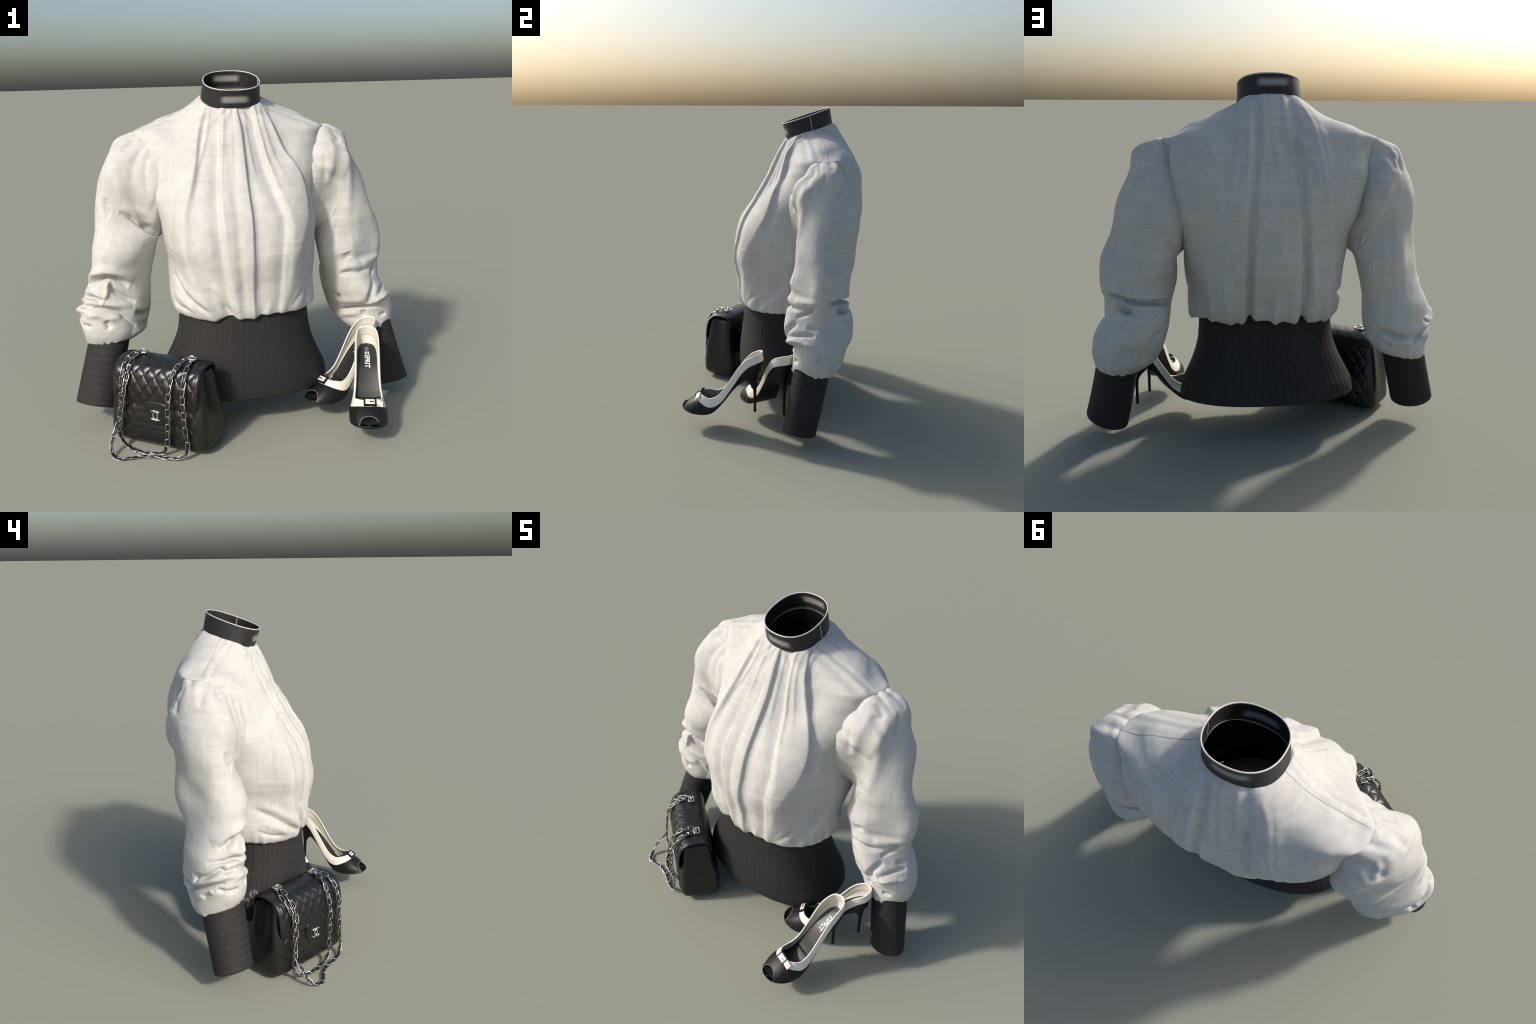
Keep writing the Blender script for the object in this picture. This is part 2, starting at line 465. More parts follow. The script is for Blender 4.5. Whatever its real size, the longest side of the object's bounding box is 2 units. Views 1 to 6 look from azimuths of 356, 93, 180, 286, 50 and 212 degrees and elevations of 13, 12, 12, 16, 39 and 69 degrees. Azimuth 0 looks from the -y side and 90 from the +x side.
def bodice_surface():
    G = bodice_base()
    N = grid_normals(G)
    th = np.linspace(0, 2 * np.pi, G.shape[1], endpoint=False)[None]
    front = smooth(-0.05, 0.35, np.cos(th)) + 0 * G[..., 0]
    back = smooth(-0.05, 0.35, -np.cos(th)) + 0 * G[..., 0]
    z = G[..., 2]
    F = {k: pleat_offset(G, v) for k, v in FRONT_PLEATS.items()}
    B = {k: pleat_offset(G, v) for k, v in BACK_PLEATS.items()}
    panel = lambda l, r, wl, wr: smooth(0, wl, l) * smooth(0, wr, -r)
    grow = 0.55 + 0.45 * smooth(1.80, 1.60, z)
    crisp = 0.5 + 0.7 * smooth(1.5, 0.8, z)          # edges are sharp at the neck and soften downwards
    h = 0.018 * panel(F["b"], F["c"], 0.030 * crisp, 0.022 * crisp) * (1 - 0.4 * ridge(F["b"] + F["c"], .05, .05))
    h = h + 0.018 * panel(F["d"], F["e"], 0.050 * crisp, 0.030 * crisp + 0.05 * smooth(1.35, 1.0, z)) * (0.6 + 0.4 * smooth(0.9, 1.3, z))
    h = h + 0.024 * ridge(F["a"], 0.080, 0.026 * crisp)
    h = h - 0.013 * ridge(F["b"] + .008, 0.040, 0.012) - 0.006 * ridge(F["c"] - .016, 0.016, 0.04) - 0.010 * ridge(F["e"] - .014, .016, .05) * smooth(1.05, 1.4, z) - 0.009 * ridge(F["d"] + .006, .04, .014)
    # soft folds that fan out from the collar
    for x0, a0 in ((-.165, .008), (-.085, .006), (-.045, .005), (.03, .006), (.085, .007), (.115, .006), (.16, .007)):
        dx = G[..., 0] + .04 - (x0 + .04) * (1 + 1.0 * smooth(1.80, 1.2, z))
        h = h + a0 * ridge(dx, .016, .009) * smooth(1.28, 1.62, z)
    # small gathers under the collar
    nk = smooth(1.62, 1.77, z) * np.linspace(1, 0, G.shape[0])[:, None] * 6
    nk = np.clip(nk, 0, 1) * np.clip((1 - np.linspace(0, 1, G.shape[0])[:, None]) / 0.06, 0, 1)
    h = h + 0.0035 * nk * np.sin(th * 23 + 2.3 * np.sin(th * 3) + 1.5 * np.sin(th * 5))
    hb = 0.010 * panel(-B["a"], -B["b"], 0.06, 0.040)
    hb = hb + 0.013 * panel(-B["b"], -B["d"], 0.030, 0.035)
    hb = hb + 0.014 * panel(-B["d"], -B["e"], 0.035, 0.03)
    hb = hb - 0.024 * (ridge(B["b"], .017, .017) + ridge(B["d"], .017, .017)) * (0.3 + 0.7 * smooth(1.5, 0.9, z))
    # soft gathers that fan out below the collar
    for k, x0 in enumerate((-.145, -.105, -.045, -.01, .05, .085)):
        dx = G[..., 0] - (x0 - .04) * (1 + 1.1 * smooth(1.88, 1.3, z)) - .04
        hb = hb + 0.009 * ridge(dx, .018, .014) * smooth(1.30, 1.66, z)
    hb = hb + 0.014 * ridge(B["c"], 0.020, 0.020) * (0.25 + 0.75 * smooth(.95, .75, z)) - 0.012 * (ridge(B["c"] - .045, .03, .03) + ridge(B["c"] + .045, .03, .03)) * smooth(.92, .76, z)
    for x0, a0 in ((-.33, .009), (-.27, .006), (-.165, .007), (-.02, .006), (.115, .008), (.17, .006), (.27, .009)):
        hb = hb + a0 * ridge(G[..., 0] - x0 - .05 * (z - .8), .020, .014) * smooth(1.12, .80, z)
    hb = hb + 0.010 * ridge(B["e"], 0.03, 0.03) * smooth(.8, 1.2, z)
    base = G
    below_collar = np.clip((1 - np.linspace(0, 1, G.shape[0])[:, None, None]) / 0.06, 0, 1)
    for table, sigma in ((FULLNESS, 0.10), (FULLNESS_FINE, 0.085)):
        G = G + soft_normals(G) * fullness(G, table, sigma)[..., None] * below_collar
    N = soft_normals(G, 2)
    H = grow * (front * h + back * hb) * np.clip((1 - np.linspace(0, 1, G.shape[0])[:, None]) / 0.06, 0, 1)
    for line, w, a in BODICE_FOLDS:
        H = H + crease(base, N, line, w, a)
    H = H + 0.003 * value_noise(G, 9.0, 3) + 0.0015 * value_noise(G, 22.0, 4)
    # gathered hem: small puckers where the cloth meets the waistband
    hem = smooth(.80, .69, z)
    H = H + hem * 0.0025 * np.sin(th * 29 + 2.5 * np.sin(th * 5) + 2 * np.sin(th * 2)) * (0.4 + 0.6 * np.sin(th * 7 + 1) ** 2)
    H = H * np.clip((1 - np.linspace(0, 1, G.shape[0])[:, None]) / 0.06 - 0.95, 0, 1)
    G = G + N * H[..., None]
    return G

BODICE_FOLDS = [
    ([(.355, .054, 1.623), (.394, .047, 1.542), (.441, .084, 1.434), (.45, .09, 1.34)], .022, -.016),
    ([(.30, .02, 1.60), (.345, .0, 1.50), (.40, .02, 1.38)], .03, .008),
    ([(-.433, -.045, .883), (-.376, -.158, .828), (-.288, -.223, .757), (-.196, -.248, .702)], .016, -.024),
    ([(-.42, -.10, .90), (-.36, -.18, .86), (-.27, -.24, .79), (-.18, -.26, .72)], .024, .014),
    ([(-.43, -.09, .80), (-.36, -.17, .76), (-.27, -.22, .71)], .02, .014),
    ([(-.222, -.263, .843), (-.153, -.273, .765), (-.084, -.25, .677)], .014, -.018),
    ([(-.19, -.27, .87), (-.12, -.28, .79), (-.05, -.27, .70)], .02, .010),
    ([(-.425, -.065, .752), (-.375, -.139, .719), (-.301, -.2, .702)], .012, -.016),
    ([(-.427, -.054, 1.50), (-.450, -.051, 1.42), (-.46, -.04, 1.30)], .03, -.018),
    ([(.43, .0, .95), (.44, .0, .85), (.40, -.08, .76), (.33, -.14, .71)], .03, -.010),
    ([(.36, -.14, .80), (.30, -.19, .74), (.26, -.21, .69)], .016, -.014),
    ([(.12, -.27, .76), (.10, -.26, .68)], .014, -.012),
    ([(.435, .13, .86), (.40, .22, .835), (.36, .28, .84)], .022, -.026),
    ([(-.44, .10, .86), (-.43, .2, .83), (-.40, .27, .83)], .022, -.026),
]
SLEEVE_FOLDS_L = [
    ([(0.567, 0.105, 1.117), (0.531, 0.117, 1.034), (0.477, 0.15, 0.961)], 0.016, -0.005),
    ([(0.614, 0.082, 0.924), (0.625, 0.1, 0.881)], 0.03, -0.012),
    ([(0.568, 0.114, 0.787), (0.619, 0.09, 0.808), (0.691, 0.091, 0.811), (0.782, 0.177, 0.809)], 0.014, -0.024),
    ([(0.574, 0.108, 0.833), (0.67, 0.102, 0.848), (0.788, 0.204, 0.83)], 0.028, 0.014),
    ([(0.799, 0.137, 0.747), (0.764, 0.071, 0.671), (0.751, 0.096, 0.603)], 0.018, -0.028),
    ([(0.553, 0.325, 0.517), (0.633, 0.156, 0.56), (0.746, 0.112, 0.577), (0.861, 0.142, 0.592)], 0.013, -0.024),
    ([(0.576, 0.162, 0.618), (0.646, 0.106, 0.625), (0.737, 0.078, 0.636)], 0.03, 0.01),
    ([(0.757, 0.094, 0.608), (0.817, 0.1, 0.638), (0.886, 0.169, 0.632)], 0.016, 0.014),
    ([(0.56, 0.148, 0.668), (0.576, 0.162, 0.618)], 0.018, -0.026),
    ([(0.72, 0.125, 0.556), (0.726, 0.131, 0.517)], 0.012, -0.012),
    ([(0.569, 0.288, 0.488), (0.636, 0.166, 0.526), (0.708, 0.134, 0.535)], 0.02, 0.012),
    ([(0.529, 0.202, 1.599), (0.541, 0.169, 1.55), (0.519, 0.105, 1.395), (0.486, 0.098, 1.329)], 0.018, 0.01),
    ([(0.583, 0.159, 1.522), (0.58, 0.12, 1.412), (0.552, 0.107, 1.272), (0.508, 0.117, 1.193)], 0.035, -0.01),
    ([(0.611, 0.186, 1.555), (0.652, 0.165, 1.454), (0.656, 0.139, 1.341), (0.636, 0.108, 1.203), (0.603, 0.098, 1.076)], 0.028, 0.012),
    ([(0.477, 0.127, 1.494), (0.488, 0.103, 1.421), (0.495, 0.099, 1.343)], 0.016, -0.014),
    ([(0.613, 0.422, 0.849), (0.751, 0.369, 0.862), (0.808, 0.313, 0.865)], 0.016, -0.034),
    ([(0.709, 0.397, 0.843), (0.809, 0.314, 0.87), (0.782, 0.209, 0.854), (0.709, 0.129, 0.851)], 0.022, 0.014),
    ([(0.775, 0.132, 0.771), (0.81, 0.237, 0.819), (0.721, 0.397, 0.817), (0.612, 0.466, 0.767)], 0.014, -0.022),
    ([(0.842, 0.196, 0.733), (0.861, 0.264, 0.726), (0.821, 0.353, 0.729)], 0.016, -0.013),
    ([(0.803, 0.09, 0.648), (0.859, 0.16, 0.686), (0.884, 0.258, 0.689)], 0.014, -0.016),
    ([(0.769, 0.093, 0.612), (0.849, 0.123, 0.645), (0.895, 0.187, 0.635), (0.915, 0.249, 0.618)], 0.018, 0.014),
    ([(0.781, 0.107, 0.59), (0.832, 0.124, 0.589), (0.886, 0.166, 0.591)], 0.014, -0.012),
    ([(0.819, 0.134, 0.517), (0.869, 0.157, 0.52)], 0.012, -0.012),
    ([(0.929, 0.261, 0.533), (0.924, 0.282, 0.562), (0.916, 0.312, 0.525)], 0.014, -0.014),
    ([(0.885, 0.356, 0.497), (0.851, 0.388, 0.506), (0.761, 0.422, 0.48)], 0.014, -0.014),
    ([(0.83, 0.29, 0.887), (0.748, 0.37, 0.853), (0.638, 0.426, 0.839), (0.544, 0.399, 0.827), (0.481, 0.324, 0.815), (0.472, 0.256, 0.832)], 0.014, -0.036),
    ([(0.839, 0.292, 0.914), (0.744, 0.382, 0.893), (0.635, 0.429, 0.874), (0.542, 0.396, 0.862), (0.469, 0.245, 0.848)], 0.03, 0.012),
    ([(0.766, 0.364, 0.816), (0.639, 0.432, 0.815), (0.543, 0.408, 0.808), (0.481, 0.285, 0.786)], 0.02, 0.014),
    ([(0.752, 0.38, 0.808), (0.711, 0.418, 0.794), (0.664, 0.446, 0.787)], 0.016, -0.036),
    ([(0.759, 0.412, 0.75), (0.721, 0.448, 0.74), (0.679, 0.458, 0.765)], 0.018, -0.01),
    ([(0.521, 0.414, 0.678), (0.553, 0.441, 0.643), (0.57, 0.437, 0.606)], 0.018, -0.02),
    ([(0.521, 0.386, 1.605), (0.548, 0.422, 1.551), (0.575, 0.463, 1.475)], 0.018, -0.016),
    ([(0.561, 0.391, 1.608), (0.59, 0.43, 1.552), (0.607, 0.45, 1.511)], 0.014, -0.01),
    ([(0.53, 0.239, 1.639), (0.594, 0.216, 1.601), (0.541, 0.185, 1.571)], 0.016, -0.016),
    ([(0.537, 0.305, 1.651), (0.663, 0.3, 1.591), (0.69, 0.264, 1.499)], 0.014, -0.012),
    ([(0.529, 0.338, 1.652), (0.641, 0.347, 1.612)], 0.012, -0.014),
    ([(0.542, 0.382, 1.624), (0.638, 0.402, 1.566)], 0.014, -0.012),
    ([(0.421, 0.125, 1.507), (0.466, 0.098, 1.419), (0.616, 0.118, 1.338)], 0.018, -0.014),
]
SLEEVE_FOLDS_R = [
    ([(-0.684, -0.047, 1.244), (-0.589, -0.027, 1.195), (-0.543, 0.01, 1.148), (-0.488, 0.095, 1.073)], 0.014, -0.026),
    ([(-0.663, -0.035, 1.276), (-0.563, 0.005, 1.23), (-0.515, 0.021, 1.184), (-0.483, 0.065, 1.124)], 0.025, 0.012),
    ([(-0.551, 0.067, 1.573), (-0.593, 0.025, 1.477), (-0.606, 0.005, 1.373)], 0.018, -0.012),
    ([(-0.896, -0.036, 0.829), (-0.828, -0.09, 0.875), (-0.759, -0.109, 0.885), (-0.697, -0.097, 0.864), (-0.642, -0.063, 0.819)], 0.016, -0.034),
    ([(-0.896, 0.014, 0.848), (-0.828, -0.071, 0.907), (-0.759, -0.101, 0.919), (-0.682, -0.087, 0.892), (-0.617, -0.039, 0.845)], 0.028, 0.014),
    ([(-0.772, -0.113, 0.867), (-0.773, -0.124, 0.815), (-0.782, -0.132, 0.766)], 0.018, 0.016),
    ([(-0.752, -0.114, 0.861), (-0.728, -0.116, 0.809), (-0.666, -0.085, 0.76), (-0.619, -0.039, 0.715)], 0.015, -0.02),
    ([(-0.907, -0.063, 0.78), (-0.845, -0.12, 0.77), (-0.802, -0.133, 0.75)], 0.014, -0.016),
    ([(-0.914, -0.077, 0.729), (-0.859, -0.117, 0.75), (-0.783, -0.134, 0.733), (-0.713, -0.114, 0.719), (-0.636, -0.057, 0.705)], 0.02, 0.012),
    ([(-0.878, -0.11, 0.715), (-0.796, -0.134, 0.706), (-0.71, -0.109, 0.679), (-0.679, -0.085, 0.64), (-0.635, -0.028, 0.574)], 0.014, -0.024),
    ([(-0.629, -0.045, 0.665), (-0.592, 0.014, 0.629), (-0.565, 0.124, 0.619)], 0.016, -0.034),
    ([(-0.919, -0.078, 0.662), (-0.843, -0.125, 0.669), (-0.765, -0.125, 0.647), (-0.7, -0.1, 0.652)], 0.02, 0.013),
    ([(-0.938, -0.042, 0.603), (-0.89, -0.095, 0.599)], 0.014, -0.016),
    ([(-0.786, -0.127, 0.639), (-0.771, -0.114, 0.582)], 0.018, -0.016),
    ([(-0.658, -0.045, 0.541), (-0.61, 0.032, 0.54), (-0.588, 0.115, 0.553)], 0.025, 0.014),
    ([(-0.761, -0.108, 0.888), (-0.858, -0.063, 0.869), (-0.908, 0.003, 0.822)], 0.014, -0.022),
    ([(-0.781, -0.098, 0.911), (-0.86, -0.036, 0.89), (-0.894, 0.045, 0.848)], 0.03, 0.01),
    ([(-0.931, 0.063, 0.75), (-0.922, -0.039, 0.773), (-0.865, -0.109, 0.77), (-0.804, -0.134, 0.736)], 0.014, -0.024),
    ([(-0.893, -0.044, 0.829), (-0.854, -0.106, 0.802), (-0.779, -0.133, 0.753)], 0.03, 0.014),
    ([(-0.892, 0.155, 0.667), (-0.941, 0.068, 0.677), (-0.94, -0.023, 0.732), (-0.931, -0.055, 0.714), (-0.866, -0.116, 0.726)], 0.013, -0.026),
    ([(-0.787, 0.241, 0.571), (-0.908, 0.137, 0.622), (-0.953, 0.012, 0.675), (-0.926, -0.066, 0.693), (-0.828, -0.128, 0.672)], 0.02, 0.016),
    ([(-0.798, 0.234, 0.556), (-0.892, 0.16, 0.583), (-0.954, 0.028, 0.637), (-0.939, -0.05, 0.658)], 0.013, -0.026),
    ([(-0.907, 0.139, 0.534), (-0.954, 0.014, 0.612)], 0.02, 0.012),
    ([(-0.936, 0.082, 0.56), (-0.951, 0.029, 0.599)], 0.014, -0.016),
    ([(-0.954, -0.0, 0.624), (-0.936, -0.047, 0.606)], 0.014, -0.014),
    ([(-0.908, -0.081, 0.597), (-0.871, -0.106, 0.603)], 0.012, -0.014),
    ([(-0.61, 0.229, 0.627), (-0.668, 0.259, 0.635), (-0.732, 0.258, 0.606), (-0.797, 0.237, 0.584), (-0.846, 0.205, 0.592), (-0.895, 0.155, 0.608)], 0.016, -0.03),
    ([(-0.625, 0.247, 0.662), (-0.709, 0.263, 0.645), (-0.796, 0.238, 0.617), (-0.859, 0.192, 0.636)], 0.025, 0.01),
    ([(-0.593, 0.197, 0.589), (-0.651, 0.243, 0.574), (-0.707, 0.251, 0.55)], 0.013, -0.02),
    ([(-0.632, 0.24, 0.603), (-0.69, 0.256, 0.578), (-0.755, 0.251, 0.568), (-0.822, 0.222, 0.566), (-0.885, 0.168, 0.585)], 0.02, 0.014),
    ([(-0.815, 0.224, 0.544), (-0.862, 0.191, 0.559), (-0.898, 0.152, 0.568)], 0.013, -0.02),
    ([(-0.916, 0.121, 0.664), (-0.92, 0.117, 0.636)], 0.014, -0.022),
    ([(-0.664, 0.249, 1.635), (-0.703, 0.264, 1.58), (-0.705, 0.3, 1.506)], 0.016, -0.016),
    ([(-0.621, 0.178, 1.647), (-0.707, 0.145, 1.593), (-0.738, 0.138, 1.537)], 0.015, -0.02),
    ([(-0.577, 0.123, 1.633), (-0.618, 0.091, 1.589), (-0.658, 0.073, 1.554)], 0.015, -0.01),
    ([(-0.532, 0.089, 1.603), (-0.544, 0.058, 1.564), (-0.584, 0.039, 1.518)], 0.012, -0.012),
    ([(-0.501, 0.045, 1.56), (-0.524, 0.007, 1.459), (-0.516, -0.001, 1.298)], 0.014, -0.012),
    ([(-0.755, 0.003, 1.321), (-0.758, -0.024, 1.251), (-0.734, -0.042, 1.234)], 0.02, -0.02),
    ([(-0.653, 0.274, 1.625), (-0.67, 0.317, 1.548), (-0.694, 0.315, 1.503)], 0.018, -0.022),
    ([(-0.686, 0.288, 1.581), (-0.713, 0.283, 1.527), (-0.718, 0.284, 1.489)], 0.018, -0.012),
]

# where the cloth stands fuller (+) or hollower (-) than the plain loft: x, y, z, metres
FULLNESS = [
    (0.252, 0.519, 1.352, 0.022),
    (-0.064, 0.555, 1.53, -0.035),
    (0.01, 0.518, 1.133, -0.02),
    (0.126, 0.559, 1.486, -0.01),
    (-0.449, 0.358, 1.327, 0.045),
    (0.364, 0.301, 0.823, -0.04),
    (0.047, 0.415, 0.822, -0.03),
    (-0.253, 0.471, 1.181, 0),
    (0.154, 0.516, 1.139, 0),
    (-0.119, 0.523, 1.608, -0.038),
    (-0.464, 0.351, 1.367, 0.04),
    (-0.106, 0.488, 1.063, 0.018),
    (-0.377, 0.298, 0.933, 0.018),
    (-0.331, 0.386, 1.736, -0.018),
    (-0.316, 0.46, 1.225, 0),
    (0.295, 0.502, 1.583, 0.035),
    (-0.161, 0.514, 1.612, -0.04),
    (-0.284, -0.165, 1.338, 0.025),
    (-0.468, 0.364, 1.423, 0.045),
    (-0.378, 0.325, 1.756, -0.01),
    (-0.239, -0.229, 1.183, 0.03),
    (-0.58, 0.273, 1.692, -0.025),
    (-0.402, -0.119, 1.091, 0),
    (-0.418, 0.006, 1.522, 0.035),
    (-0.28, -0.23, 1.144, 0.022),
    (-0.406, -0.086, 0.916, -0.03),
    (-0.15, -0.271, 0.855, -0.03),
    (-0.301, -0.133, 1.379, 0.015),
    (-0.225, -0.243, 1.141, 0.02),
    (0.366, 0.1, 1.461, 0.035),
    (0.404, -0.066, 0.973, -0.042),
    (0.217, -0.191, 1.172, 0.02),
    (0.184, -0.016, 1.561, -0.012),
    (0.324, -0.127, 1.227, 0.022),
    (0.421, -0.024, 0.956, -0.04),
    (0.147, -0.257, 0.983, -0.005),
    (0.324, -0.002, 1.379, 0.035),
    (-0.118, 0.469, 1.722, -0.035),
    (0.45, 0.458, 1.306, 0.045),
    (0.44, 0.43, 1.471, 0.04),
    (0.7, 0.464, 1.087, -0.04),
    (0.769, 0.402, 0.756, -0.035),
    (0.39, 0.439, 1.366, 0.045),
    (0.423, 0.152, 1.512, 0.04),
    (0.514, 0.109, 1.288, -0.042),
    (0.722, 0.126, 0.999, -0.048),
    (0.669, 0.125, 1.296, -0.015),
    (0.601, 0.106, 1.242, -0.04),
    (0.747, 0.147, 0.985, -0.048),
    (0.843, 0.183, 0.726, -0.03),
    (0.742, 0.178, 1.204, -0.018),
    (0.473, 0.464, 1.414, 0.04),
    (0.758, 0.405, 1.193, -0.042),
    (0.679, 0.25, 1.552, -0.018),
    (-0.652, 0.318, 1.058, 0.022),
    (-0.804, 0.207, 1.246, -0.02),
    (-0.821, 0.168, 1.171, -0.035),
    (-0.476, -0.005, 1.429, 0.04),
    (-0.582, 0.061, 1.571, 0.035),
    (-0.732, -0.05, 1.207, -0.035),
    (-0.815, 0.161, 1.268, -0.012),
    (-0.682, -0.063, 1.175, -0.032),
    (-0.792, -0.146, 0.737, -0.025),
    (-0.459, 0.001, 1.453, 0.04),
    (-0.63, -0.045, 1.191, -0.03),
    (-0.688, -0.093, 0.805, -0.025),
    (-0.626, 0.022, 1.464, 0.04),
]

FULLNESS_FINE = [
    (0.453, 0.387, 1.69, -0.025),
    (0.363, 0.249, 0.795, -0.015),
    (0.026, 0.398, 0.781, -0.025),
    (-0.028, 0.485, 1.022, 0.018),
    (0.087, 0.491, 1.059, 0.015),
    (0.128, 0.425, 0.875, 0.03),
    (-0.124, 0.47, 0.998, 0.018),
    (-0.372, 0.333, 0.942, 0.015),
    (-0.109, 0.529, 1.5, -0.02),
    (-0.352, 0.062, 1.682, -0.03),
    (-0.299, 0.359, 0.856, 0.02),
    (-0.185, -0.249, 0.919, 0.03),
    (-0.335, -0.157, 0.699, 0.018),
    (-0.42, -0.058, 1.417, -0.01),
    (-0.371, 0.222, 1.754, -0.012),
    (-0.159, -0.245, 0.836, 0.025),
    (-0.293, -0.006, 1.63, -0.012),
    (-0.294, -0.255, 1.123, 0.01),
    (-0.177, -0.242, 0.865, 0.03),
    (0.046, -0.276, 0.832, -0.018),
    (0.389, -0.061, 0.8, -0.035),
    (-0.257, -0.264, 1.096, 0.02),
    (-0.235, -0.034, 1.617, -0.015),
    (-0.045, -0.088, 1.532, -0.012),
    (0.432, 0.042, 0.777, -0.04),
    (0.095, -0.26, 0.94, 0.018),
    (-0.156, -0.245, 0.822, 0.028),
    (0.253, -0.227, 1.06, 0.015),
    (0.119, -0.046, 1.472, -0.012),
    (-0.11, 0.486, 1.612, -0.02),
    (0.829, 0.279, 0.98, 0.03),
    (0.82, 0.283, 1.072, 0.02),
    (0.605, 0.436, 0.915, 0.03),
    (0.545, 0.472, 1.056, 0.02),
    (0.616, 0.22, 1.612, -0.03),
    (0.658, 0.247, 1.584, -0.03),
    (0.601, 0.429, 1.58, -0.03),
    (0.553, 0.515, 1.417, -0.03),
    (0.435, 0.403, 1.144, 0.03),
    (0.67, 0.398, 0.827, 0.025),
    (0.775, 0.32, 0.853, 0.02),
    (0.442, 0.487, 1.342, 0.03),
    (0.49, 0.511, 1.396, -0.02),
    (0.443, 0.49, 1.308, 0.025),
    (0.569, 0.117, 1.088, -0.02),
    (0.516, 0.136, 1.137, -0.03),
    (0.672, 0.158, 1.296, -0.015),
    (0.699, 0.193, 1.339, -0.018),
    (0.713, 0.174, 0.936, 0.02),
    (0.596, 0.481, 1.493, -0.04),
    (0.737, 0.394, 1.1, -0.035),
    (0.782, 0.365, 0.93, 0.03),
    (0.694, 0.261, 1.457, -0.015),
    (0.584, 0.39, 1.618, 0.03),
    (-0.694, -0.01, 1.26, 0.03),
    (-0.69, -0.066, 1.059, 0.03),
    (-0.786, 0.153, 1.362, 0.03),
    (-0.811, 0.099, 1.164, 0.005),
    (-0.851, 0.056, 0.958, -0.005),
    (-0.588, 0.338, 1.176, -0.03),
    (-0.681, 0.291, 0.845, -0.03),
    (-0.822, 0.166, 0.972, -0.02),
    (-0.821, 0.154, 1.026, -0.03),
    (-0.647, 0.21, 1.654, 0.0),
    (-0.722, 0.002, 1.415, 0.035),
    (-0.816, 0.19, 0.9, -0.022),
    (-0.566, -0.041, 1.442, -0.02),
    (-0.692, -0.026, 1.197, -0.02),
    (-0.893, -0.053, 0.815, -0.02),
    (-0.769, 0.006, 1.22, 0.03),
    (-0.824, -0.029, 1.01, 0.02),
    (-0.796, -0.121, 0.73, -0.02),
    (-0.474, -0.01, 1.277, 0.02),
    (-0.504, -0.031, 1.461, -0.03),
    (-0.746, -0.101, 0.796, -0.02),
    (-0.607, 0.066, 1.607, -0.03),
]

def fullness(G, table, sigma=0.10):
    """Smoothly blended local swelling of a surface."""
    T = np.array(table)
    num = np.zeros(G.shape[:2])
    den = np.zeros(G.shape[:2])
    for x, y, z, a in T:
        w = np.exp(-((G - np.array([x, y, z])) ** 2).sum(-1) / sigma ** 2)
        num += w * a
        den += w
    return 1.15 * num / (den + 0.5)

def gathers(G, angles, depth, length, width):
    """Gathering tucks that run down from the armhole seam at the given angles (degrees)."""
    nv, nu = G.shape[:2]
    ph = np.degrees(np.linspace(0, 2 * np.pi, nu, endpoint=False))[None]
    v = np.linspace(0, 1, nv)[:, None]
    H = np.zeros((nv, nu))
    for a, d, l, w in zip(angles, depth, length, width):
        dphi = (ph - a + 180) % 360 - 180
        H -= d * np.exp(-(dphi / w) ** 2) * np.exp(-(v / l) ** 2) * smooth(0.0, 0.02, v + 0.012)
    return H

def cuff_gathers(G, seed, n=17):
    nv, nu = G.shape[:2]
    ph = np.linspace(0, 2 * np.pi, nu, endpoint=False)[None]
    v = np.linspace(0, 1, nv)[:, None]
    r = np.random.RandomState(seed)
    k = np.sin(n * ph + r.rand() * 6 + 1.6 * np.sin(3 * ph + r.rand() * 6) + np.sin(2 * ph))
    return 0.005 * k * (0.5 + 0.5 * np.sin(4 * ph + 1)) * smooth(0.84, 0.95, v)

def sleeve_left(body):
    G = sleeve_surface(LEFT_SLEEVE, LEFT_ARMHOLE, body)
    return finish_sleeve(G, SLEEVE_FOLDS_L, -1, 11, (25, 52, 80, 100, 122, 145))

def sleeve_right(body):
    G = sleeve_surface(RIGHT_SLEEVE, RIGHT_ARMHOLE, body)
    return finish_sleeve(G, SLEEVE_FOLDS_R, 1, 12, (32, 55, 72, 95, 128, 150))

def finish_sleeve(G, folds, sign, seed, tucks):
    base = G
    edge = smooth(0.0, 0.06, np.linspace(0, 1, G.shape[0]))[:, None]
    for table, sigma in ((FULLNESS, 0.10), (FULLNESS_FINE, 0.085)):
        G = G + soft_normals(G) * sign * (fullness(G, table, sigma) * edge)[..., None]
    G = np.concatenate([G[:6], relax(G, 3)[6:]])
    N = soft_normals(G, 3) * sign
    H = gathers(G, tucks, (.008, .011, .010, .011, .010, .008), (.12, .09, .07, .08, .10, .13), (7, 6, 5, 6, 6, 7))
    v = np.linspace(0, 1, G.shape[0])[:, None]
    ph = np.linspace(0, 2 * np.pi, G.shape[1], endpoint=False)[None]
    H = H + 0.016 * smooth(-0.012, 0.02, v) * smooth(0.20, 0.04, v) * np.clip(np.sin(ph) * 0.7 + 0.3, 0, 1) ** 0.6
    H = H + cuff_gathers(G, seed)
    for line, w, a in folds:
        cap = smooth(1.15, 1.4, np.mean(line, axis=0)[2])      # folds of the sleeve head are softer
        H = H + crease(base, N, line, w * (1 + 0.35 * cap), 1.1 * a * (1 - 0.45 * cap))
    H = H + 0.004 * value_noise(G, 6.0, seed) + 0.0015 * value_noise(G, 20.0, seed + 5)
    return G + N * H[..., None]


